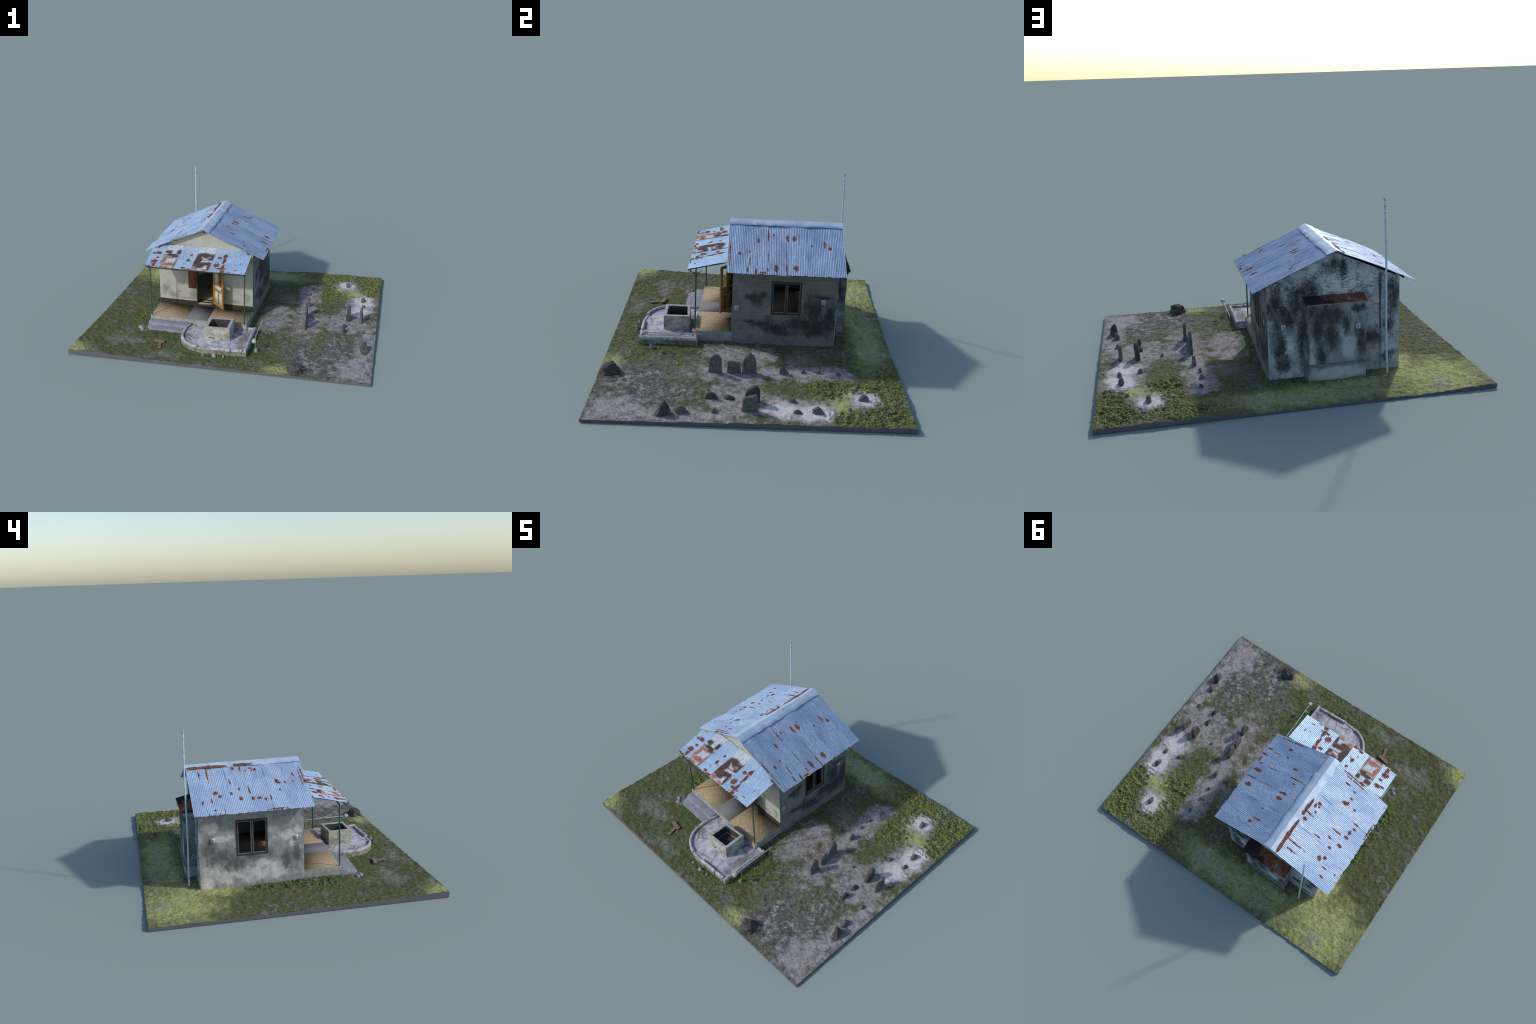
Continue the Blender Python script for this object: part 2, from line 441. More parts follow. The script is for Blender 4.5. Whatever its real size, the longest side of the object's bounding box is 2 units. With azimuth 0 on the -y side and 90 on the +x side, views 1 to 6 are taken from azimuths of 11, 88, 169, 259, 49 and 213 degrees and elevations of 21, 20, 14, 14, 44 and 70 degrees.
def tile_material():
    k = Kit("patterned_floor_tile", 0.6)
    x, y, z = k.sep()
    p = 0.0235
    sx = k.math('SINE', k.math('MULTIPLY', x, 2 * math.pi / p))
    sy = k.math('SINE', k.math('MULTIPLY', y, 2 * math.pi / p))
    grid = k.math('MULTIPLY', sx, sy)
    fine = k.math('MULTIPLY', k.math('SINE', k.math('MULTIPLY', x, 6 * math.pi / p)), k.math('SINE', k.math('MULTIPLY', y, 6 * math.pi / p)))
    n = k.noise(75, 4, 0.65)
    v = k.math('ADD', k.math('MULTIPLY_ADD', fine, 0.15, k.math('MULTIPLY', grid, 0.6)), k.math('MULTIPLY_ADD', n, 3.0, -1.5))
    c = k.mix(k.ramp(v, -0.1, 0.8), (0.33, 0.25, 0.15), (0.165, 0.110, 0.068))
    c = k.mix(k.ramp(k.noise(25, 3, 0.5), 0.35, 0.7, 0, 0.35), c, (0.25, 0.185, 0.105))
    # grout lines between the square tiles
    gx = k.math('ABSOLUTE', k.math('SUBTRACT', k.math('FRACT', k.math('DIVIDE', x, 2 * p)), 0.5))
    gy = k.math('ABSOLUTE', k.math('SUBTRACT', k.math('FRACT', k.math('DIVIDE', y, 2 * p)), 0.5))
    g = k.ramp(k.math('MAXIMUM', gx, gy), 0.475, 0.49)
    c = k.mix(k.math('MULTIPLY', g, 0.12), c, (0.17, 0.11, 0.055))
    return k.color(c)

M = {}
def build_materials():
    M['soil'] = soil_material()
    k = Kit("weed_leaf", 0.7)
    n = k.noise(70, 3, 0.6)
    c = k.mix(k.ramp(n, 0.42, 0.64), (0.075, 0.100, 0.030), (0.34, 0.39, 0.13))
    tr = k.n("BsdfTranslucent")
    k.put(tr.inputs["Color"], c)
    mx = k.n("MixShader")
    k.put(mx.inputs[0], 0.2)
    k.nt.links.new(k.bsdf.outputs[0], mx.inputs[1])
    k.nt.links.new(tr.outputs[0], mx.inputs[2])
    k.nt.links.new(mx.outputs[0], k.out.inputs[0])
    M['leaf'] = k.color(c)
    M['slab'] = plain("slate_edge", (0.105, 0.105, 0.118), 0.8, 0.12, 14, 0.1)
    M['tin_right'] = tin_material("tin_darkened_for_shade", (0.40, 0.50, 0.655), (0.25, 0.335, 0.48), [(RUST_RIGHT, 0.55, 75, 0.45), (RUST_RIGHT_FINE, 0.8, 90, 0.7)])  # same tin as the left slope, base colour lowered for less sun
    M['tin_left'] = tin_material("pale_blue_tin", (0.49, 0.60, 0.76), (0.315, 0.425, 0.60), [(RUST_LEFT, 0.55, 75, 0.45), (RUST_LEFT_FINE, 0.8, 90, 0.7)])
    M['porch_tin'] = tin_material("porch_tin", (0.52, 0.65, 0.80), (0.32, 0.46, 0.65), [(PORCH_BLOBS, 0.6, 70, 0.4), (PORCH_SMALL, 0.5, 90, 0.4)], streak_axis_x=False)
    M['porch_rusty'] = porch_rusty_material()
    M['cap'] = tin_material("ridge_tin", (0.58, 0.66, 0.78), (0.48, 0.57, 0.71), [(CAP_RUST, 0.35, 45, 0.25)], streak_axis_x=False)
    M['niche_tin'] = None
    k = Kit("red_rusted_tin", 0.8)
    n = k.noise(55, 4, 0.7, stretch=(1, 0.3, 0.3))
    c = k.mix(k.ramp(n, 0.35, 0.68), (0.11, 0.042, 0.028), (0.33, 0.125, 0.065))
    c = k.mix(k.ramp(k.noise(40, 3, 0.6, stretch=(1, 0.15, 0.15), offset=(3, 0, 0)), 0.60, 0.68), c, (0.30, 0.31, 0.32))
    M['niche_tin'] = k.color(k.mix(k.spots([(-.11, .55, .07, .2), (-.19, .60, .05, .04)], 0.5, 40, 0.5), c, (0.030, 0.022, 0.020)))
    M['under'] = plain("grey_tin_underside", (0.13, 0.13, 0.13), 0.8)

    cream = (0.47, 0.455, 0.37)
    k, c = wall_material("cream_plaster", (0.315, 0.318, 0.268), (0.385, 0.382, 0.325),
                         [(-.33, .17, .03, .04), (-.50, .16, .05, .02), (-.55, .20, .02, .03), (-.40, .14, .06, .010), (-.02, .15, .05, .012), (.07, .19, .02, .03), (-.45, .19, .02, .012)], (0.20, 0.20, 0.17),
                         None, None, 'xz', bump=0.15)
    x, y, z = k.sep()
    sk = k.ramp(z, 0.1235, 0.1225)
    skc = k.mix(k.ramp(k.noise(90, 3, 0.6), 0.35, 0.7), (0.024, 0.020, 0.015), (0.052, 0.042, 0.031))
    M['wall_front'] = k.color(k.mix(sk, c, skc))
    k, c = wall_material("grey_cement_render", (0.125, 0.130, 0.125), (0.195, 0.200, 0.188),  # render tinted darker to match this wall's sky-lit, sunless side
                         [(.00, .325, .045, .018), (.02, .30, .03, .035), (.06, .345, .02, .02), (.36, .24, .07, .10), (.42, .16, .12, .06), (.30, .16, .16, .045), (.14, .135, .09, .035), (.42, .34, .07, .015),
                          (.05, .15, .05, .02), (-.03, .165, .04, .012), (.40, .11, .10, .03), (.20, .10, .08, .02), (.47, .22, .04, .10)], (0.032, 0.035, 0.037),
                         [(.40, .075, .16, .030), (.45, .30, .03, .04)], (0.17, 0.160, 0.140), 'yz',
                         blocks=[(.20, .47, .34, .055), (.07, .36, .03, .12), (.32, .35, .025, .15), (.42, .40, .09, .045), (.17, .19, .20, .022), (-.02, .43, .09, .035)])
    M['wall_right'] = k.color(c)
    k, c = wall_material("stained_pale_render", (0.19, 0.192, 0.195), (0.30, 0.305, 0.305),
                         [(.40, .22, .07, .06), (.30, .17, .08, .04), (.46, .27, .05, .05), (.00, .16, .03, .05), (.10, .22, .03, .03), (.22, .20, .05, .03), (-.06, .22, .02, .08)], (0.095, 0.093, 0.095),
                         [(.38, .11, .12, .06), (.20, .10, .12, .055), (.08, .11, .10, .05), (-.02, .32, .07, .028), (-.05, .27, .03, .03), (-.075, .235, .018, .025), (.45, .40, .05, .03), (.38, .33, .08, .02), (.48, .06, .05, .05), (-.07, .345, .03, .03), (.14, .15, .05, .03)],
                         (0.50, 0.48, 0.46), 'yz', bump=0.6)
    M['wall_left'] = k.color(c)
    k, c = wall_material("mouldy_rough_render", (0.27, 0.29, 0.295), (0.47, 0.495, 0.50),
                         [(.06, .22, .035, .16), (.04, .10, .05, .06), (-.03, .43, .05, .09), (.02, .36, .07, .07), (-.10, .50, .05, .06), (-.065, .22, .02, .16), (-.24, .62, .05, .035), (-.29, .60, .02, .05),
                          (-.56, .42, .03, .10), (-.45, .22, .05, .05), (-.489, .30, .0060, .27), (.08, .42, .05, .09), (-.53, .10, .04, .03), (-.53, .27, .03, .04)], (0.040, 0.044, 0.046),  # thin tall ellipse at x -.489 is the flag pole's shadow, painted on
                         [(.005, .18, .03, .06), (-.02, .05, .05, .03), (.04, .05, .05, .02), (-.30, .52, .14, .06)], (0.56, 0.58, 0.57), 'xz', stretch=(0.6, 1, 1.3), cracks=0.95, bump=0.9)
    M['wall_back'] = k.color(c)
    k, c = wall_material("mouldy_niche_render", (0.19, 0.20, 0.205), (0.30, 0.315, 0.32),
                         [(-.16, .38, .08, .06), (-.23, .37, .07, .05), (-.28, .33, .025, .06), (-.20, .25, .05, .10), (-.13, .30, .04, .10), (-.15, .16, .03, .06), (-.10, .40, .03, .05), (-.35, .40, .04, .02), (-.36, .22, .03, .10), (-.062, .28, .024, .30)], (0.040, 0.042, 0.042),
                         [(-.27, .25, .03, .06), (-.30, .19, .05, .05), (-.11, .18, .02, .06), (-.25, .06, .16, .03), (-.105, .14, .02, .04)], (0.43, 0.445, 0.44), 'xz', stretch=(1, 1, .5), bump=0.4)
    M['niche'] = k.color(c)
    M['inside'] = plain("inner_plaster", (0.22, 0.22, 0.215), 0.9, 0.1)
    M['tile'] = tile_material()
    M['runner'] = plain("slate_runner", (0.135, 0.140, 0.150), 0.7, 0.10, 60, 0.1)
    M['concrete'] = plain("grey_concrete", (0.25, 0.255, 0.25), 0.9, 0.22, 30, 0.4)
    M['ledge'] = plain("dark_ledge_cement", (0.16, 0.168, 0.18), 0.9, 0.2, 40, 0.3)  # cement darkened to carry the shadow line beneath the ledge
    M['border'] = plain("tan_border", (0.34, 0.31, 0.25), 0.8, 0.15, 50, 0.2)
    M['step'] = plain("blue_grey_step", (0.215, 0.230, 0.270), 0.8, 0.18, 24, 0.3)
    k = Kit("basin_floor_cement", 0.85)
    n = k.noise(26, 5, 0.65, stretch=(1, .7, 1))
    c = k.mix(k.ramp(n, 0.32, 0.66), (0.24, 0.235, 0.26), (0.47, 0.47, 0.53))
    vo = k.n("TexVoronoi", feature='DISTANCE_TO_EDGE')
    k.put(vo.inputs["Vector"], k.vec('ADD', k.co, k.vec('MULTIPLY', k.n("TexNoise").outputs["Color"], (0.03, 0.03, 0))))
    k.put(vo.inputs["Scale"], 6.0)
    c = k.mix(k.ramp(vo.outputs["Distance"], 0.022, 0.006, 0, 0.75), c, (0.10, 0.085, 0.075))
    c = k.mix(k.spots([(-.27, -.52, .03, .03), (-.10, -.38, .08, .02), (.12, -.50, .03, .08), (.13, -.62, .03, .03), (.02, -.66, .05, .015)], 0.9, 45, 0.9), c, (0.20, 0.175, 0.17))
    k.bump(n, 0.3, 0.003)
    M['basin'] = k.color(c)
    k = Kit("kerb_cement", 0.9)
    n = k.noise(34, 5, 0.7)
    x, y, z = k.sep()
    nrm = k.n("NewGeometry").outputs["Normal"]
    c = k.mix(k.ramp(n, 0.3, 0.68), (0.22, 0.225, 0.23), (0.46, 0.465, 0.49))
    moss = k.math('MULTIPLY', k.ramp(z, 0.058, 0.045), k.ramp(k.noise(25, 4, 0.7, offset=(1, 1, 7)), 0.35, 0.6, 0.4, 1.0))
    c = k.mix(moss, c, (0.115, 0.115, 0.045))
    k.bump(n, 0.4, 0.003)
    M['kerb'] = k.color(c)
    k = Kit("well_cement", 0.9)
    n = k.noise(20, 5, 0.7)
    c = k.mix(k.ramp(n, 0.30, 0.70), (0.24, 0.235, 0.205), (0.44, 0.43, 0.37))
    c = k.mix(k.ramp(k.noise(30, 4, 0.7, offset=(5, 5, 0)), 0.50, 0.64, 0, 0.8), c, (0.12, 0.115, 0.10))
    k.bump(n, 0.3, 0.003)
    M['well'] = k.color(c)
    M['well_rim'] = plain("well_rim_cement", (0.34, 0.345, 0.36), 0.9, 0.25, 45, 0.3)
    M['well_dark'] = plain("damp_well_lining", (0.05, 0.047, 0.042), 0.8, 0.2)
    M['wood'] = plain("dark_brown_wood", (0.048, 0.029, 0.021), 0.7, 0.3, 60, 0.2)
    M['sash'] = plain("grey_painted_sash", (0.15, 0.165, 0.17), 0.7, 0.25, 60, 0.1)
    M['screen'] = plain("brown_screen", (0.12, 0.058, 0.036), 0.8, 0.35, 160, 0.4)
    M['door'] = plain("orange_varnished_wood", (0.30, 0.140, 0.045), 0.5, 0.2, 50, 0.1)
    M['panel'] = plain("pale_green_panel", (0.46, 0.47, 0.38), 0.7, 0.08, 40, 0.05)
    M['door_back'] = plain("dull_olive_panel", (0.13, 0.115, 0.06), 0.7, 0.2)
    M['green'] = plain("dark_green_paint", (0.030, 0.085, 0.062), 0.5, 0.2)
    M['iron'] = plain("dark_iron", (0.045, 0.05, 0.045), 0.6, 0.2)
    M['pole'] = plain("pale_blue_paint", (0.42, 0.56, 0.63), 0.5, 0.15, 40, 0.05)
    M['teal'] = plain("teal_paint", (0.22, 0.50, 0.50), 0.5, 0.1)
    M['red'] = plain("faded_red_tape", (0.45, 0.22, 0.22), 0.6, 0.1)
    M['bluetape'] = plain("blue_tape", (0.10, 0.18, 0.40), 0.6, 0.1)
    M['stone'] = plain("grey_gravestone", (0.120, 0.115, 0.108), 0.95, 0.35, 45, 0.5)
    M['stone_dark'] = plain("dark_boulder", (0.072, 0.066, 0.064), 0.95, 0.4, 40, 0.5)
    M['stone_pale'] = plain("pale_stone", (0.27, 0.275, 0.28), 0.9, 0.25, 60, 0.3)
    M['plank'] = plain("faded_brown_board", (0.20, 0.135, 0.115), 0.9, 0.2, 50, 0.3)
    M['paper'] = plain("white_paper", (0.42, 0.44, 0.52), 0.8, 0.06, 60, 0)
    M['faded_paper'] = plain("faded_paper", (0.38, 0.41, 0.43), 0.8, 0.1, 60, 0)
    M['ink'] = plain("grey_ink", (0.16, 0.17, 0.20), 0.8, 0.1, 60, 0)
    M['can'] = plain("scuffed_tin_can", (0.50, 0.46, 0.43), 0.5, 0.2, 60, 0.1)
    M['stick'] = plain("grey_stick", (0.30, 0.29, 0.27), 0.9, 0.2)
    M['rod'] = plain("silvery_rod", (0.42, 0.45, 0.50), 0.6, 0.15)

# ------------------------------------------------------------------ ground
GROUND_POINTS = [(-1, -.85, .038), (-.79, -.85, .035), (-.57, -.85, .031), (-.35, -.85, .025), (-.14, -.85, .022), (.08, -.85, .018), (.28, -.85, .016), (.47, -.85, .016), (.69, -.85, .012), (1, -.85, .013),
                 (1, -.66, .015), (1, -.47, .017), (1, -.29, .021), (1, -.10, .024), (1, .17, .024), (1, .31, .026), (1, .45, .028), (1, .64, .025), (1, .85, .028),
                 (.85, .85, .024), (.74, .85, .027), (.57, .85, .026), (.40, .85, .026), (.22, .85, .010), (-.06, .85, .007), (-.34, .85, .009), (-.63, .85, .008), (-1, .85, .021),
                 (-1, .69, .021), (-1, .45, .020), (-1, .21, .018), (-1, -.04, .018), (-1, -.29, .020), (-1, -.55, .027), (-1, -.72, .033),
                 (-.62, .52, .024), (-.62, .36, .024), (-.62, .19, .028), (-.62, .02, .029), (-.62, -.12, .036), (-.62, -.30, .032),
                 (.13, -.2, .020), (.13, .03, .015), (.13, .3, .018), (.12, .52, .020), (-.1, .60, .024), (-.4, .60, .027), (-.52, .58, .026), (-.6, -.45, .026), (-.35, -.70, .026), (0, -.72, .022), (.22, -.68, .022), (.22, -.40, .020),
                 (-.76, .5, .017), (-.76, .2, .015), (-.76, -.05, .016), (-.76, -.3, .019), (-.45, -.75, .022), (-.15, -.78, .018), (-.65, -.65, .025), (-.2, .72, .012), (.3, .55, .016), (.3, .2, .016), (.3, -.75, .014), (.49, -.2, .020), (.49, .18, .020), (.80, 0, .021), (.88, .35, .021), (.74, .6, .024), (.6, -.5, .018), (.6, .5, .024)]

def ground_base(x, y):
    num = 0
    den = 0
    for px, py, pz in GROUND_POINTS:
        w = 1.0 / ((x - px) ** 2 + (y - py) ** 2 + 0.004) ** 1.6
        num = num + w * pz
        den = den + w
    return num / den

def blob_field(blobs, x, y, warp=0.25, seed=5):
    d = 9.0
    w = warp * fbm(x * 9, y * 9, 0, 3, seed)
    for a, b, ra, rb in blobs:
        d = np.minimum(d, np.sqrt(((x - a) / ra) ** 2 + ((y - b) / rb) ** 2))
    return smooth(1.25, 0.75, d + w)

def ground_height(x, y):
    h = ground_base(x, y)
    sand = blob_field(SAND, x, y)
    h = h + 0.021 * np.exp(-(((x - .625) / .155) ** 2 + ((y + .30) / .155) ** 2) * .8)
    lush = blob_field(WEED + [(-.64, .0, .045, .26), (-.66, -.22, .07, .10)], x, y)
    tuft = fbm(x * 34, y * 34, 0, 4, 11, 0.55)
    ridg = 1 - np.abs(fbm(x * 26, y * 26, 0, 3, 23))
    rough = 0.0032 * (1 - sand) + 0.0009 * sand
    h = h + rough * tuft + 0.0012 * fbm(x * 8, y * 8, 0, 2, 31) * (1 - 0.5 * sand)
    h = h + lush * (0.011 * (ridg - 0.72) + 0.005 * fbm(x * 60, y * 60, 0, 3, 41) - .001)
    return np.maximum(h, 0.004)

def build_ground():
    nx, ny = 620, 530
    X, Y = np.meshgrid(np.linspace(-1, 1, nx), np.linspace(-.85, .85, ny), indexing='ij')
    Zt = ground_height(X, Y)
    verts = np.stack([X, Y, Zt], -1).reshape(-1, 3)
    I = np.arange(nx * ny).reshape(nx, ny)
    top = np.stack([I[:-1, :-1], I[1:, :-1], I[1:, 1:], I[:-1, 1:]], -1).reshape(-1, 4)
    ring = np.concatenate([I[:, 0], I[-1, 1:], I[::-1, -1][1:], I[0, ::-1][1:-1]])
    low = verts[ring].copy()
    low[:, 2] = 0.0
    L = len(verts) + np.arange(len(ring))
    side = np.stack([ring, L, np.roll(L, -1), np.roll(ring, -1)], -1)
    verts = np.vstack([verts, low])
    me = bpy.data.meshes.new("ground")
    faces = top.tolist() + side.tolist() + [L[::-1].tolist()]
    me.from_pydata(verts.tolist(), [], faces)
    me.materials.append(M['soil'])
    me.materials.append(M['slab'])
    mi = np.zeros(len(faces), np.int32)
    mi[len(top):] = 1
    me.polygons.foreach_set("material_index", mi)
    sm = np.ones(len(faces), bool)
    sm[len(top):] = False
    me.polygons.foreach_set("use_smooth", sm)
    me.update()
    return link(bpy.data.objects.new("ground", me))

def gz(x, y):
    return float(ground_base(np.array(float(x)), np.array(float(y))))

# ------------------------------------------------------------------ house walls
RIDGE_X, RIDGE_Z, PITCH_R, PITCH_L = -0.249, 0.697, 0.435, 0.444
FL, FR, BR, BL = (-0.598, -0.106), (0.106, -0.127), (0.113, 0.504), (-0.595, 0.520)
THICK = 0.026
SKIRT = 0.1235
FLOOR_Z = 0.085
ROOM_Z = 0.112

def roof_z(x):
    x = np.asarray(x, float)
    return np.where(x > RIDGE_X, RIDGE_Z - PITCH_R * (x - RIDGE_X), RIDGE_Z + PITCH_L * (x - RIDGE_X))

def cuts(a, b, step, extra=()):
    pts = sorted(set([a, b] + [e for e in extra if a < e < b]))
    out = [pts[0]]
    for p, q in zip(pts, pts[1:]):
        n = max(1, int(round((q - p) / step)))
        out += [p + (q - p) * i / n for i in range(1, n + 1)]
    return np.array(out)

def wall(name, a, b, mat, along, openings, relief, step=0.008, seed=0, z0=0.0):
    """Wall from a to b (outward side on the right of a->b); openings in (along-axis coordinate, z)."""
    a, b = np.array(a), np.array(b)
    ax = 0 if along == 'x' else 1
    d = (b - a) / np.linalg.norm(b - a)
    out = np.array([d[1], -d[0]])
    eu = [((o[0] - a[ax]) / (b[ax] - a[ax])) for o in openings] + [((o[1] - a[ax]) / (b[ax] - a[ax])) for o in openings]
    length = np.linalg.norm(b - a)
    extra = list(eu) + ([(RIDGE_X - a[0]) / (b[0] - a[0])] if along == 'x' else [])
    us = cuts(0, 1, step / length, extra)
    zs = cuts(z0, 0.50, step, [o[2] for o in openings] + [o[3] for o in openings] + [SKIRT])
    vs = np.concatenate([zs, 0.50 + np.linspace(0, 1, 16)[1:]])       # above 0.50 v stretches up to the roof

    def place(U, V, depth):
        px, py = a[0] + (b[0] - a[0]) * U, a[1] + (b[1] - a[1]) * U
        top = roof_z(px) - 0.012
        z = np.where(V <= 0.5, V, 0.5 + (V - 0.5) * (top - 0.5))
        return px + out[0] * depth, py + out[1] * depth, z

    def outer(U, V):
        x, y, z = place(U, V, 0.0)
        t = x if ax == 0 else y
        edge = smooth(0, 0.02, U) * smooth(1, 0.98, U)
        return place(U, V, relief(t, z) * edge)

    def inner(U, V):
        # mitre the inner face so neighbouring walls do not overlap
        m = THICK / length
        return place(m + U * (1 - 2 * m), V, -THICK)

    def keep(U, V):
        t = a[ax] + (b[ax] - a[ax]) * U
        k = np.ones(U.shape, bool)
        for t0, t1, q0, q1 in openings:
            k &= ~((t > min(t0, t1)) & (t < max(t0, t1)) & (V > q0) & (V < q1))
        return k
    return grid_solid(name, us, vs, outer, inner, [mat, M['inside']], None, keep, 0, 1, 0, angle=0.9)

WIN_R = (0.108, 0.289, 0.218, 0.433)
WIN_L = (0.112, 0.299, 0.217, 0.436)
DOOR = (-0.312, -0.184, 0.112, 0.440)
SIDELIGHT = (-0.374, -0.312, 0.227, 0.440)

def build_walls():
    rf = lambda t, z: 0.0010 * fbm(t * 12, z * 12, 0, 3, 3) - 0.0 + np.where(z < SKIRT, 0.0015, 0)
    wall("front_wall", FL, FR, M['wall_front'], 'x', [DOOR, SIDELIGHT], rf)
    rr = lambda t, z: 0.0020 * fbm(t * 25, z * 25, 1, 4, 8) + 0.0022 * smooth(.10, .09, z) + 0.006 * smooth(.32, .12, z) * smooth(0, .2, t)
    wall("side_wall", FR, BR, M['wall_right'], 'y', [WIN_R], rr)
    rb = lambda t, z: (0.0028 * fbm(t * 30, z * 60, 2, 4, 15, .6) - 0.004 * smooth(.12, 0.0, np.abs(fbm(t * 16, z * 36, 5, 3, 27))) * smooth(.34, .42, z)
                       - 0.006 * smooth(.5, .9, fbm(t * 10, z * 10, 3, 2, 19))
                       + 0.004 * smooth(.45, .2, z) + 0.010 * np.exp(-((t - .045) / .055) ** 2 - ((z - .33) / .075) ** 2))
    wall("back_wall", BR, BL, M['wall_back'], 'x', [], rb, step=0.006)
    rl = lambda t, z: 0.0030 * fbm(t * 18, z * 18, 3, 4, 33) + 0.0018 * smooth(-.2, .4, fbm(t * 6, z * 7, 0, 2, 12)) * smooth(.2, .12, z)
    wall("side_wall", BL, FL, M['wall_left'], 'y', [WIN_L], rl)

    # inside floor
    box("room_floor", (-.575, -.105, 0.03), (.09, .495, ROOM_Z), M['tile'], bevel=0)
    box("doorway_dark_strip", (-.305, -.085, ROOM_Z - .002), (-.186, -.055, ROOM_Z + .0015), M['runner'], bevel=0)
    # ceiling boards
    box("ceiling", (-.575, -.09, .505), (.085, .49, .512), M['wood'], bevel=0)

def window(lo, hi, z0, z1, x_out, side):
    """Two-leaf wooden window in a wall facing +-x; lo/hi along y."""
    s = side
    fw = 0.0085
    xi = x_out - s * 0.012
    xo = x_out + s * 0.004
    frame = mesh_ring("window_frame", lo, hi, z0, z1, fw, min(xi, xo), max(xi, xo), M['wood'])
    mid = (lo + hi) / 2
    beam("window_mullion", (x_out - s * .004, mid, z0 + fw), (x_out - s * .004, mid, z1 - fw), .008, .013, M['wood'], frame, up=(1, 0, 0))
    for y0, y1 in ((lo + fw + .0005, mid - .0045), (mid + .0045, hi - fw - .0005)):
        mesh_ring("window_sash", y0, y1, z0 + fw + .0005, z1 - fw - .0005, .0038, x_out - .006 - s * .004, x_out + .003 - s * .004, M['sash'], frame)
    return frame

def mesh_ring(name, y0, y1, z0, z1, w, x0, x1, mat, parent=None):
    """Rectangular frame in the y-z plane, between x0 and x1."""
    O = [(y0, z0), (y1, z0), (y1, z1), (y0, z1)]
    I = [(y0 + w, z0 + w), (y1 - w, z0 + w), (y1 - w, z1 - w), (y0 + w, z1 - w)]
    v = [(x, y, z) for x in (x0, x1) for ring in (O, I) for y, z in ring]
    f = []
    for i in range(4):
        j = (i + 1) % 4
        f += [(i, j, 4 + j, 4 + i), (8 + i, 8 + j, 12 + j, 12 + i), (i, j, 8 + j, 8 + i), (4 + i, 4 + j, 12 + j, 12 + i)]
    return bevel_object(mesh_object(name, v, f, mat, parent, angle=0.6), 0.0008, 1)

def build_openings():
    window(WIN_R[0], WIN_R[1], WIN_R[2], WIN_R[3], 0.1095, 1)
    window(WIN_L[0], WIN_L[1], WIN_L[2], WIN_L[3], -0.5965, -1)
    # door frame: jambs and head
    y = -0.124
    jamb = beam("door_frame", (DOOR[0] + .004, y + .006, ROOM_Z), (DOOR[0] + .004, y + .006, DOOR[3]), .009, .026, M['wood'], up=(0, 1, 0))
    beam("door_jamb", (DOOR[1] - .004, y + .006, ROOM_Z), (DOOR[1] - .004, y + .006, DOOR[3]), .007, .026, M['wood'], jamb, up=(0, 1, 0))
    beam("door_head", (DOOR[0], y + .006, DOOR[3] - .005), (DOOR[1], y + .006, DOOR[3] - .005), .026, .010, M['wood'], jamb)
    box("door_sill", (DOOR[0], y + .004, ROOM_Z - .012), (DOOR[1], y + .022, ROOM_Z + .002), M['tile'], jamb, 0)
    # brown screened light beside the door
    box("sidelight_screen", (SIDELIGHT[0] - .001, y + .003, SIDELIGHT[2] - .001), (SIDELIGHT[1] + .0, y + .011, SIDELIGHT[3]), M['screen'], bevel=0)

    # open door leaf, hinged on the right jamb and swung outwards
    h = Vector((-0.1835, -0.126, 0))
    o = Vector((-0.092, -0.207, 0))
    u = (o - h).normalized()
    L = (o - h).length
    n = Vector((u.y, -u.x, 0))            # faces the visitor
    z0, z1 = 0.120, 0.430
    P = lambda s, z, d=0.0: (h + u * s + n * d) + Vector((0, 0, z))
    t, w = 0.011, 0.016
    leaf = beam("door_leaf", P(w / 2, z0), P(w / 2, z1), w, t, M['door'], up=n)
    beam("door_stile", P(L - w / 2, z0), P(L - w / 2, z1), w, t, M['door'], leaf, up=n)
    rails = ((z0 + .010, .020), (z0 + .118, .012), (z0 + .165, .012), (z1 - .008, .016))
    for zz, hh in rails:
        beam("door_rail", P(w, zz), P(L - w, zz), t * .96, hh, M['door'], leaf)
    beam("door_mullion", P(L * .50, z0 + .02), P(L * .50, z0 + .112), .011, t * .96, M['door'], leaf, up=n)
    beam("door_mullion", P(L * .53, z0 + .171), P(L * .53, z1 - .016), .011, t * .96, M['door'], leaf, up=n)
    def panel(s0, s1, q0, q1):
        beam("door_panel", P((s0 + s1) / 2, q0, .0012), P((s0 + s1) / 2, q1, .0012), s1 - s0, .0028, M['panel'], leaf, up=n, bevel=0)
        beam("door_panel_back", P((s0 + s1) / 2, q0, -.0018), P((s0 + s1) / 2, q1, -.0018), s1 - s0, .0028, M['door_back'], leaf, up=n, bevel=0)
    panel(w - .001, L * .5 - .005, z0 + .019, z0 + .113)
    panel(L * .5 + .005, L - w + .001, z0 + .019, z0 + .113)
    panel(w - .001, L - w + .001, z0 + .123, z0 + .160)
    panel(w - .001, L * .53 - .005, z0 + .170, z1 - .015)
    tube("door_knob", [P(L - w * .7, z0 + .146, .004), P(L - w * .7, z0 + .146, .011), P(L - w * .7, z0 + .146, .014)], [.0028, .0036, .0015], M['iron'], leaf)

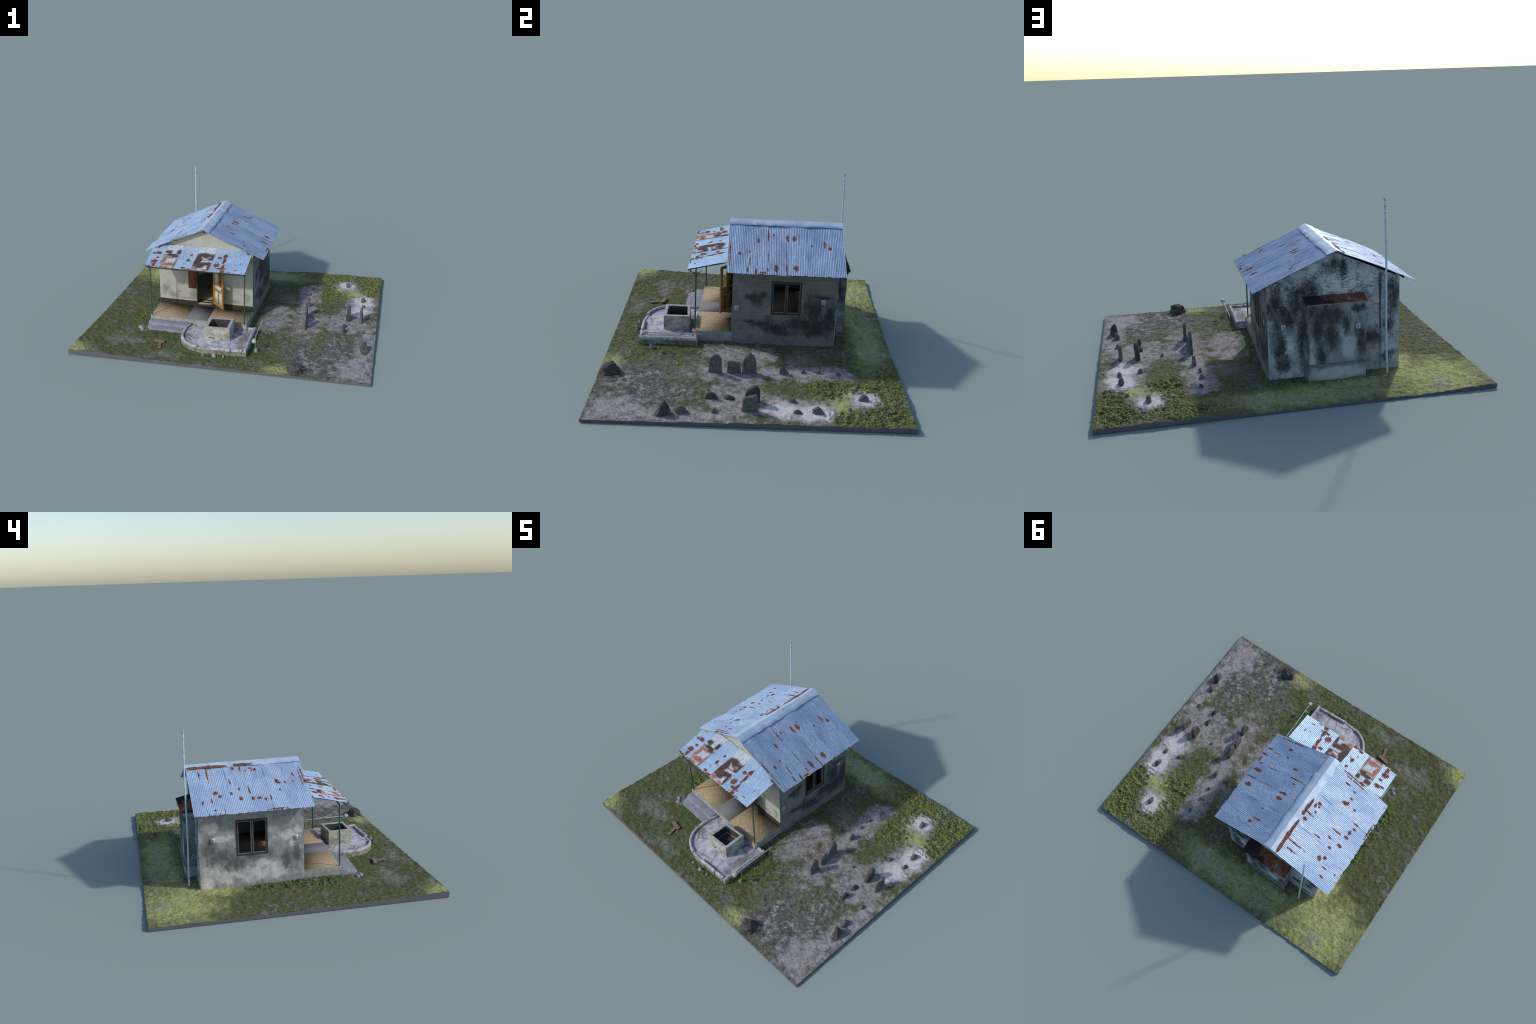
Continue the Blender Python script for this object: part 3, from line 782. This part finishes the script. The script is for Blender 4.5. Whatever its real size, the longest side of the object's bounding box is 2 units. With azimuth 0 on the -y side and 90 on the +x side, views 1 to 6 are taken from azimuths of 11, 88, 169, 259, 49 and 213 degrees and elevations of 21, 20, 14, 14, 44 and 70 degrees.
# ------------------------------------------------------------------ corrugated roofs
def tin_sheet(name, a0, a1, place, wave, amp, mat, parent, lift=0.0, thick=0.0016, rows=26, seed=0, ragged=0.004, dents=0.0, torn=0.0):
    """Corrugated sheet: s runs across the waves from a0 to a1, t runs down the slope 0..1."""
    ns = max(12, int(round((a1 - a0) / wave * 8)))
    ss = np.linspace(a0, a1, ns + 1)
    ts = np.linspace(0, 1, rows + 1)

    def surf(S, T, d):
        w = amp * np.sin(2 * np.pi * S / wave)
        w = w + dents * fbm(S * 14, T * 4, 0, 3, seed) + 0.0006 * fbm(S * 60, T * 8, 1, 2, seed + 3)
        end = ragged * vnoise(S * 110, 0.5, 0, seed + 7) * smooth(.97, 1, T)
        return place(S, T + end, w + lift + d)
    keep = None
    if torn:
        # rusted-through notches and pin holes along the eave
        keep = lambda S, T: ~((vnoise(S * 160, T * 9, 0, seed + 31) > 1.25 - 0.50 * torn - 0.12 * (T > .97)) & (T > 0.90) & (vnoise(S * 12, 0, 0, 4) > -.1))
    return grid_solid(name, ss, ts, lambda S, T: surf(S, T, 0), lambda S, T: surf(S, T, -thick), [mat], parent, keep=keep, angle=1.0)

def build_main_roof():
    rf_y, rb_y = -0.160, 0.545
    ridge = np.array([RIDGE_X, 0, 0.6955])
    frame = beam("roof_frame", (RIDGE_X, -.118, .670), (RIDGE_X, .500, .670), .012, .020, M['wood'])
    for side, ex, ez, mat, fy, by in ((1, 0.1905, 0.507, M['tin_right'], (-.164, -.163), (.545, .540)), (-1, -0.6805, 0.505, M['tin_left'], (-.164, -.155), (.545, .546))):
        run = np.array([ex - RIDGE_X, 0, ez - 0.6955])
        L = np.linalg.norm(run)
        nrm = np.array([-run[2] * side, 0, run[0] * side]) / L
        if nrm[2] < 0:
            nrm = -nrm

        def place(S, T, d, run=run, nrm=nrm, fy=fy, by=by, crown=0.001 if side > 0 else 0.0045):
            y0 = fy[0] + (fy[1] - fy[0]) * T
            y1 = by[0] + (by[1] - by[0]) * T
            y = y0 + (y1 - y0) * S / 0.70
            sag = crown * np.sin(np.pi * np.clip(T, 0, 1))
            return (ridge[0] + run[0] * T + nrm[0] * (d + sag), y, ridge[2] + run[2] * T + nrm[2] * (d + sag))
        n = 6
        e = np.linspace(0, 0.70, n + 1)
        for i in range(n):
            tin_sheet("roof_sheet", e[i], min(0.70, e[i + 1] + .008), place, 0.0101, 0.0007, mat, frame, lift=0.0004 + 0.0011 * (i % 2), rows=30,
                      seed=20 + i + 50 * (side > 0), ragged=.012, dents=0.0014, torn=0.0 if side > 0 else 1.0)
        # purlins and rafter under the sheets
        for T in (0.12, 0.5, 0.88):
            p = ridge + run * T - nrm * 0.010
            beam("roof_purlin", (p[0], -.120, p[2]), (p[0], .500, p[2]), .008, .010, M['wood'], frame)
    # folded ridge cap
    prof = [(-.049, -.0165), (-.047, -.0165), (-.024, -.0068), (-.004, .0022), (0, .0036), (.004, .0022), (.026, -.0066), (.050, -.0168)]
    px = np.array([p[0] for p in prof]); pz = np.array([p[1] for p in prof])
    vs = np.linspace(0, 1, len(prof))
    us = np.linspace(rf_y - .004, rb_y + .001, 90)

    def cap(U, V, d):
        x = np.interp(V, vs, px) * (1 + 0.06 * vnoise(U * 22, V * 2, 0, 77))
        z = np.interp(V, vs, pz)
        wob = 0.0016 * fbm(U * 16, V * 3, 0, 3, 61)
        return RIDGE_X + x, U, 0.6995 + z + wob + d
    grid_solid("ridge_cap", us, vs, lambda U, V: cap(U, V, 0.0), lambda U, V: cap(U, V, -.002), [M['cap']], frame, angle=1.2)

PORCH_CUTS = (-.615, -.509, -.399, -.273, -.151, -.040, .106)

def build_porch_roof():
    def place(S, T, d):
        f = (S + .615) / .72
        yb = -.117 - .006 * f - .050 * smooth(.558, .548, roof_z(S) - .006)
        zb = .5520 - .0118 * smooth(.558, .548, roof_z(S) - .006)
        yf = -.388 - .011 * f
        return (S + .002 * T * (1 - 2 * f), yb + (yf - yb) * T, zb + (0.4855 - zb) * T + d)
    beam_y = lambda x: -.329 - (x + .59) * .0295
    frame = beam("porch_beam", (-.590, beam_y(-.59), .4735), (.094, beam_y(.094), .4735), .006, .006, M['iron'])
    for i in range(6):
        rusty = i in (1, 3)
        tin_sheet("porch_sheet", PORCH_CUTS[i] - (.004 if i else 0), PORCH_CUTS[i + 1], place, 0.0103, 0.0010, M['porch_rusty'] if rusty else M['porch_tin'], frame,
                  lift=0.0006 + .0010 * (i % 2), rows=26, seed=90 + i, ragged=.012, dents=0.0012, torn=0.6)
    # lattice girder under the front edge
    a, b = Vector((-.600, -.380, .4770)), Vector((.100, -.391, .4785))
    beam("girder_bar", a, b, .005, .006, M['iron'], frame)
    beam("girder_bar", a + Vector((0, .012, -.009)), b + Vector((0, .012, -.009)), .004, .004, M['iron'], frame)
    for i in range(25):
        p = a.lerp(b, i / 24)
        q = a.lerp(b, min(1, (i + .5) / 24)) + Vector((0, .012, -.009))
        beam("girder_strut", p, q, .0025, .0025, M['iron'], frame, bevel=0)
    for x in (-.585, -.36, -.12, .085):
        beam("porch_rafter", (x, -.128 if -.5 < x < .0 else -.172, .542 if -.5 < x < .0 else .531), (x, -.383, .4815), .006, .006, M['iron'], frame)

    # posts with curled brackets
    for x, yb, xt, yt in ((-.590, -.328, -.590, -.329), (.092, -.349, .093, -.347)):
        base = Vector((x, yb, .083))
        top = Vector((xt, yt, .4745))
        post = tube("porch_post", [base, base.lerp(top, .5), top], .0043, M['green'], sides=12)
        for sgn in (-1, 1):
            pts = []
            for i in range(11):
                a = math.pi / 2 * i / 10
                pts.append(top + Vector((0, sgn * (.004 + .030 * (1 - math.cos(a))), -.045 + .042 * math.sin(a))))
            tube("post_bracket", pts, .0016, M['green'], post, sides=6)
            c = top + Vector((0, sgn * .016, -.014))
            tube("bracket_scroll", [c + Vector((0, .007 * math.cos(t * .7), .007 * math.sin(t * .7))) for t in range(10)], .0012, M['green'], post, sides=6)

# ------------------------------------------------------------------ porch floor and steps
def build_porch():
    o = [(-.597, -.338), (.107, -.358), (.107, -.122), (-.597, -.100)]
    slab = prism("porch_floor", o, 0.0, FLOOR_Z - .0005, M['concrete'], bevel=.0015)
    yf = lambda x: -.338 - (x + .597) * .0284
    yw = lambda x: -.109 - (x + .598) * .0298
    def patch(name, x0, x1, f, b, z, mat):
        prism(name, [(x0, yf(x0) + f), (x1, yf(x1) + f), (x1, yw(x1) - b), (x0, yw(x0) - b)], FLOOR_Z - .004, z, mat, slab, 0)
    patch("tile_floor", -.595, -.3325, .010, 0, FLOOR_Z + .0010, M['tile'])
    patch("slate_runner", -.332, -.178, .009, 0, FLOOR_Z + .0014, M['runner'])
    patch("tile_floor", -.1775, .1055, .010, 0, FLOOR_Z + .0010, M['tile'])
    # front steps with clipped outer corners
    def step(y0, z1, x0, x1, clip):
        prism("front_step", [(x0, -.335), (x0, y0 + clip), (x0 + clip * .8, y0), (x1, y0 - .008), (x1, -.335)], 0.0, z1, M['step'], slab, .0025)
    step(-.394, .061, -.599, -.312, .016)
    step(-.444, .041, -.598, -.300, .030)
    # post footings
    box("post_footing", (.083, -.364, 0), (.110, -.336, FLOOR_Z + .0025), M['border'], slab)
    box("post_footing", (-.5960, -.3365, .08), (-.580, -.320, FLOOR_Z + .0025), M['border'], slab)

# ------------------------------------------------------------------ well
def resample(path, step):
    out = []
    for (a, b) in zip(path, path[1:]):
        a, b = Vector(a), Vector(b)
        n = max(1, int((b - a).length / step))
        out += [a.lerp(b, i / n) for i in range(n)]
    out.append(Vector(path[-1]))
    return out

def catmull(points, per=8):
    P = [Vector((*p, 0)) for p in points]
    P = [P[0] * 2 - P[1]] + P + [P[-1] * 2 - P[-2]]
    out = []
    for i in range(1, len(P) - 2):
        for k in range(per):
            t = k / per
            a, b, c, d = P[i - 1], P[i], P[i + 1], P[i + 2]
            out.append(0.5 * ((2 * b) + (c - a) * t + (2 * a - 5 * b + 4 * c - d) * t * t + (3 * b - a - 3 * c + d) * t ** 3))
    out.append(P[-2])
    return [(p.x, p.y) for p in out]

ARC = catmull([(-.303, -.352), (-.316, -.42), (-.318, -.50), (-.302, -.570), (-.262, -.630), (-.205, -.668), (-.135, -.686), (-.066, -.690)])

def kerb(name, path, width, z0, z1, mat, parent, seed):
    """Rounded kerb whose outer edge follows the path; width is measured inwards (to the left of travel)."""
    pts = [Vector((x, y, 0)) for x, y in path]
    pts = resample([tuple(p) for p in pts], .008)
    sec = [(0, 0), (0, .80), (.10, .95), (.25, 1), (.75, 1), (.90, .95), (1, .80), (1, 0)]
    v, f = [], []
    m = len(sec)
    for i, p in enumerate(pts):
        d = (pts[min(i + 1, len(pts) - 1)] - pts[max(i - 1, 0)]).normalized()
        left = Vector((-d.y, d.x, 0))
        for j, (s, q) in enumerate(sec):
            nz = float(fbm(p.x * 40 + j, p.y * 40, 0, 2, seed)) * .0014
            v.append(p + left * (s * width + nz) + Vector((0, 0, z0 + (z1 - z0) * q + (nz if q > .5 else 0))))
    for i in range(len(pts) - 1):
        for j in range(m):
            j2 = (j + 1) % m
            f.append((i * m + j, i * m + j2, (i + 1) * m + j2, (i + 1) * m + j))
    f.append(tuple(range(m)))
    f.append(tuple(range((len(pts) - 1) * m, len(pts) * m)))
    return mesh_object(name, v, f, mat, parent, angle=0.9)

def build_well():
    outline = ARC + [(.07, -.684), (.172, -.677), (.171, -.336), (-.10, -.336)]
    inset = [(x * .992 - .0006, y + .003) for x, y in outline]
    n = len(inset)
    base = prism("well_platform", inset, 0.0, .051, [M['kerb'], M['basin']][1], bevel=.003)
    kerb("basin_kerb", ARC[:-11], .020, .01, .066, M['kerb'], base, 1)
    kerb("basin_kerb", ARC[-12:], .024, .01, .0535, M['kerb'], base, 5)
    kerb("basin_kerb", [(-.066, -.690), (.066, -.685)], .020, .01, .066, M['kerb'], base, 2)
    kerb("basin_kerb", [(.072, -.685), (.146, -.679)], .019, .01, .0645, M['kerb'], base, 3)
    kerb("basin_kerb", [(.174, -.682), (.174, -.334)], .021, .005, .0665, M['kerb'], base, 4)
    kerb("basin_kerb", [(.153, -.3345), (.108, -.3345)], .016, .01, .0655, M['kerb'], base, 6)
    # square well shaft with open top
    O = [(-.143, -.553), (.034, -.547), (.031, -.386), (-.143, -.393)]
    I = [(-.119, -.532), (.011, -.528), (.009, -.402), (-.120, -.412)]
    zt, zb = .1445, .045
    v = [(x, y, zb) for x, y in O] + [(x, y, zt) for x, y in O] + [(x, y, zt) for x, y in I] + [(x, y, .076) for x, y in I]
    f, mi = [], []
    for i in range(4):
        j = (i + 1) % 4
        f += [(i, j, 4 + j, 4 + i), (4 + i, 4 + j, 8 + j, 8 + i), (8 + i, 8 + j, 12 + j, 12 + i)]
        mi += [0, 1, 2]
    f += [(12, 13, 14, 15), (3, 2, 1, 0)]
    mi += [2, 0]
    w = mesh_object("well_shaft", v, f, [M['well'], M['well_rim'], M['well_dark']], base, indices=mi, angle=0.6)
    bevel_object(w, .0035, 3)
    box("drain_slot", (-.112, -.5535, .066), (-.072, -.5495, .0705), M['iron'], base, 0)

    # long-handled dipper resting on two forked sticks beside the basin
    rod = tube("water_dipper", [(.213, -.300, .1165), (.214, -.46, .119), (.217, -.622, .119)], [.0022, .0024, .0026], M['rod'])
    tube("dipper_can", [(.217, -.618, .119), (.217, -.619, .119), (.2175, -.640, .1185), (.2175, -.642, .1185)], [.004, .0125, .0135, .011], M['can'], rod, sides=18)
    for x, y, lean in ((.212, -.325, .004), (.220, -.575, -.004)):
        g = max(.001, gz(x, y) - .01)
        tube("forked_stick", [(x + lean, y, g), (x, y, .117)], [.0018, .0014], M['stick'], rod, sides=7)
        tube("stick_fork", [(x, y, .112), (x - .006, y, .126)], [.0013, .0009], M['stick'], rod, sides=6)
        tube("stick_fork", [(x, y, .112), (x + .006, y, .125)], [.0013, .0009], M['stick'], rod, sides=6)

# ------------------------------------------------------------------ back niche, pole, notices
def build_niche():
    x0, x1, yw, yf = -.390, -.083, .500, .586
    o = [(x0, yw), (x1, yw), (x1, yf - .003), (x0, yf)]
    relief = lambda x, z: .0016 * fbm(x * 22, z * 22, 4, 4, 71)
    us, vs = np.linspace(x0, x1, 50), np.linspace(.0, .440, 70)
    front = lambda X, Z: (X, yf - .003 * (X - x0) / (x1 - x0) + relief(X, Z) + .0, Z)
    body = grid_solid("prayer_niche", us, vs, front, lambda X, Z: (X + .014 * smooth(x0, x1, X), np.full_like(X, yw), Z), [M['niche']], angle=.7)
    prism("niche_ledge", [(x0 - .006, .515), (x1 + .012, .515), (x1 - .006, yf + .010), (x0 - .004, yf + .010)], .102, .114, M['ledge'], body, .002)

    def place(S, T, d):
        return (S, .512 + (.600 - .512) * T, .4615 - .0175 * T + d)
    tin_sheet("niche_roof", x0 - .006, x1 + .012, place, .0125, .0016, M['niche_tin'], body, rows=8, seed=140, ragged=.03, dents=.001, thick=.002)
    beam("niche_fascia", (x0 - .003, yf + .005, .438), (x1 + .005, yf + .003, .438), .008, .008, M['concrete'], body)
    beam("niche_end_board", (x1 + .008, .520, .448), (x1 + .008, yf, .436), .005, .018, M['iron'], body)

def build_pole():
    a, b = Vector((-.509, .579, .018)), Vector((-.497, .567, .962))
    joints = [(0, .0060), (.02, .0060), (.30, .0056), (.55, .0054), (.86, .0050), (1.0, .0046)]
    pts, rad = [], []
    for i in range(25):
        t = i / 24
        p = a.lerp(b, t) + Vector((.0018 * math.sin(t * 7), .0018 * math.cos(t * 9), 0))
        pts.append(p)
        rad.append(.0058 - .0012 * t)
    pole = tube("flag_pole", pts, rad, M['pole'], sides=14)
    def band(t, h, r, mat, name):
        p, q = a.lerp(b, t - h / 2), a.lerp(b, t + h / 2)
        off = Vector((.0018 * math.sin(t * 7), .0018 * math.cos(t * 9), 0))
        tube(name, [p + off, q + off], r, mat, pole, sides=14)
    for t in (.18, .47, .72, .875):
        band(t, .008, .0066 - .001 * t, M['pole'], "pole_joint")
    band(.992, .018, .0060, M['teal'], "pole_cap")
    band(.952, .006, .0050, M['red'], "pole_tape")
    band(.06, .005, .0063, M['bluetape'], "pole_tape")
    band(.025, .005, .0064, M['red'], "pole_tape")
    box("pole_cleat", (-.506, .563, .885), (-.494, .577, .892), M['pole'], pole, .0005)

def notice(centre, normal, mat, w=.024, h=.030):
    c, n = Vector(centre), Vector(normal).normalized()
    u = Vector((-n.y, n.x, 0))
    s = beam("paper_notice", c - Vector((0, 0, h / 2)), c + Vector((0, 0, h / 2)), w, .0012, mat, up=n, bevel=0)
    k = n * .0008
    for du, dz, ww, hh in ((-.002, .004, .008, .004), (.002, -.001, .005, .007), (-.003, -.004, .004, .004)):
        p = c + u * du + k + Vector((0, 0, dz))
        beam("notice_mark", p - Vector((0, 0, hh / 2)), p + Vector((0, 0, hh / 2)), ww, .0008, M['ink'], s, up=n, bevel=0)

def build_notices():
    notice((.1125, -.100, .253), (1, 0.01, 0), M['paper'])
    notice((.1175, .423, .313), (1, 0.01, 0), M['paper'])
    notice((-.5995, .437, .326), (-1, 0, 0), M['paper'])
    notice((-.6015, -.058, .301), (-1, 0, 0), M['paper'])
    notice((.032, .5215, .308), (.02, 1, 0), M['paper'])
    notice((-.348, .5895, .305), (0, 1, 0), M['paper'])
    notice((-.559, .5275, .216), (.02, 1, 0), M['faded_paper'])

# ------------------------------------------------------------------ stones
def stone(name, x, y, wx, wy, top, style, mat, seed, lean=(0, 0), turn=0.0):
    """Gravestone slab or boulder: a subdivided cube squeezed to a rounded block, its top cut by a style rule."""
    n = 12
    bm = bmesh.new()
    bmesh.ops.create_cube(bm, size=2)
    bmesh.ops.subdivide_edges(bm, edges=bm.edges[:], cuts=n, use_grid_fill=True)
    g = gz(x, y) + 0.021 * math.exp(-(((x - .625) / .155) ** 2 + ((y + .30) / .155) ** 2) * .8)
    H = max(top - g, .014)
    rot = Matrix.Rotation(turn, 3, 'Z')
    C = np.array([v.co[:] for v in bm.verts])
    r = 8.0 if style in ('pointed', 'arched', 'slant', 'notch', 'broken') else (4.0 if style == 'boulder' else 3.0)
    p = (np.abs(C) ** r).sum(1) ** (1 / r)
    C = C / p[:, None]
    a, b, c = C[:, 0], C[:, 1], (C[:, 2] + 1) / 2
    if style == 'arched':
        cap = 1 - .10 * np.abs(b) - .16 * np.abs(b) ** 3
    elif style == 'pointed':
        cap = 1 - .26 * np.abs(b) - .10 * np.abs(b) ** 4
    elif style == 'slant':
        cap = .88 + .12 * b
    elif style == 'broken':
        cap = .91 - .10 * b
    elif style == 'boulder':
        cap = 1 - .12 * np.abs(b) ** 2 + .10 * a
    elif style == 'notch':
        cap = 1 - .25 * np.clip(-b + .2, 0, 2) - .35 * np.clip(b - .5, 0, 1)
    else:
        cap = 1 - .42 * np.abs(b + .30 * (1 if seed % 3 else -1)) ** 1.7
    taper = 1 - (.10 if r > 5 else .34) * c
    nz = fbm(C[:, 0] * 2 + seed * 3.1, C[:, 1] * 2, C[:, 2] * 2, 3, seed)
    amp = .10 if r > 5 else .22
    X = a * wx / 2 * taper * (1 + amp * nz)
    Y = b * wy / 2 * taper * (1 + amp * .6 * nz)
    Z = -min(.018, g - .002) + c * (H * cap * (1 + (.03 if r > 5 else .10) * nz) + .02)
    for v, xx, yy, zz in zip(bm.verts, X, Y, np.maximum(Z, -g + .001)):
        q = rot @ Vector((xx, yy, zz))
        v.co = (x + q.x + lean[0] * max(0, q.z), y + q.y + lean[1] * max(0, q.z), g + q.z)
    me = bpy.data.meshes.new(name)
    bm.to_mesh(me)
    bm.free()
    me.materials.append(mat)
    me.polygons.foreach_set("use_smooth", np.ones(len(me.polygons), bool))
    return link(bpy.data.objects.new(name, me))

def build_stones():
    S = M['stone']; D = M['stone_dark']
    # row beside the house
    stone("gravestone", .502, -.200, .020, .074, .137, 'arched', S, 1, turn=-.08)
    stone("gravestone", .490, -.095, .022, .080, .098, 'broken', S, 2, turn=.05)
    stone("gravestone", .484, -.008, .020, .080, .146, 'pointed', S, 3, turn=.04)
    stone("gravestone", .480, .188, .024, .066, .070, 'rock', S, 4, turn=.1)
    # outer row
    stone("gravestone", .788, .012, .026, .080, .120, 'notch', D, 5, turn=.1, lean=(.08, 0))
    stone("gravestone", .882, .000, .020, .086, .121, 'slant', S, 6, turn=-.05)
    stone("gravestone", .776, -.203, .030, .080, .062, 'rock', D, 7)
    stone("gravestone", .770, -.108, .032, .072, .042, 'rock', D, 8)
    stone("gravestone", .930, -.442, .046, .088, .080, 'rock', D, 9, turn=.3)
    stone("gravestone", .909, -.350, .036, .088, .056, 'rock', S, 10, turn=.1)
    stone("gravestone", .903, -.182, .026, .044, .044, 'rock', S, 11)
    stone("gravestone", .776, .223, .030, .050, .043, 'rock', S, 12)
    stone("gravestone", .886, .248, .026, .062, .041, 'rock', S, 13)
    stone("gravestone", .876, .354, .034, .072, .055, 'rock', S, 14)
    stone("gravestone", .740, .605, .034, .070, .056, 'rock', S, 15, turn=.1)
    for i, (x, y, r, t) in enumerate(((.457, .298, .024, .042), (.455, .388, .030, .045), (.470, .500, .026, .038), (.734, .443, .018, .040), (.845, .522, .02, .036), (.650, .010, .016, .030))):
        stone("rubble_stone", x, y, r, r * 1.3, t, 'rock', S, 30 + i, turn=i)
    # boulder at the front edge
    stone("boulder", .512, -.788, .096, .108, .062, 'boulder', D, 21, turn=.35)
    # pale stones round the basin and the steps
    for i, (x, y, r, t) in enumerate(((-.033, -.722, .034, .044), (-.110, -.719, .018, .034), (.028, -.716, .020, .036), (.225, -.596, .028, .046), (-.641, -.424, .040, .034), (-.622, -.450, .036, .032))):
        stone("rubble_stone", x, y, r, r * .8, t, 'rock', M['stone_pale'], 50 + i, turn=i * .8)
    # broken boards lying in the grass
    g = gz(-.445, -.605)
    beam("loose_board", (-.486, -.598, g + .008), (-.406, -.612, g + .010), .026, .006, M['plank'])
    beam("loose_board", (-.437, -.615, g + .005), (-.420, -.690, g + .003), .022, .006, M['plank'])

# ------------------------------------------------------------------ weeds
def build_weeds():
    """Low broad leaves of the weeds at the back corner and along the side wall, joined as one mesh."""
    rng = np.random.default_rng(21)
    beds = [(b, 7000) for b in WEED] + [((-.635, .02, .030, .26), 7000), ((-.64, -.20, .05, .10), 5000), ((.20, .60, .22, .05), 2500), ((-.15, .62, .25, .02), 3500), ((.22, -.50, .03, .16), 3000), ((-.1, -.73, .26, .02), 3000)]
    verts, faces = [], []
    for (a, b, ra, rb), density in beds:
        n = int(density * ra * rb * math.pi)
        for _ in range(n):
            r, t = math.sqrt(rng.random()), rng.random() * 2 * math.pi
            x, y = a + ra * r * math.cos(t), b + rb * r * math.sin(t)
            if abs(x) > .984 or abs(y) > .834 or (-.60 < x < .115 and -.36 < y < .523):
                continue
            z = float(ground_height(np.array(x), np.array(y))) - .001
            L = rng.uniform(.006, .013)
            W = L * rng.uniform(.28, .5)
            h = rng.random() * 2 * math.pi
            d = Vector((math.cos(h), math.sin(h), 0))
            s = Vector((-d.y, d.x, 0))
            up = rng.uniform(.25, .95)
            p = Vector((x, y, z))
            m = p + d * L * .5 + Vector((0, 0, L * up * .6))
            e = p + d * L + Vector((0, 0, L * up * .65))
            k = len(verts)
            fold = Vector((0, 0, W * .3))
            verts += [p, m - s * W + fold, m, m + s * W + fold, e]
            faces += [(k, k + 2, k + 1), (k, k + 3, k + 2), (k + 1, k + 2, k + 4), (k + 2, k + 3, k + 4)]
    o = mesh_object("weed_leaves", verts, faces, M['leaf'])
    o["kind"] = "stuff"

# ------------------------------------------------------------------ assemble
def main():
    global ROOT
    ROOT = bpy.data.objects.new("village_house", None)
    bpy.context.scene.collection.objects.link(ROOT)
    ROOT["label"] = "small tin-roofed village house with well, graves and grassy ground"
    ROOT["category"] = "house"
    build_materials()
    build_ground()
    build_walls()
    build_openings()
    build_main_roof()
    build_porch_roof()
    build_porch()
    build_well()
    build_niche()
    build_pole()
    build_notices()
    build_stones()
    build_weeds()

main()
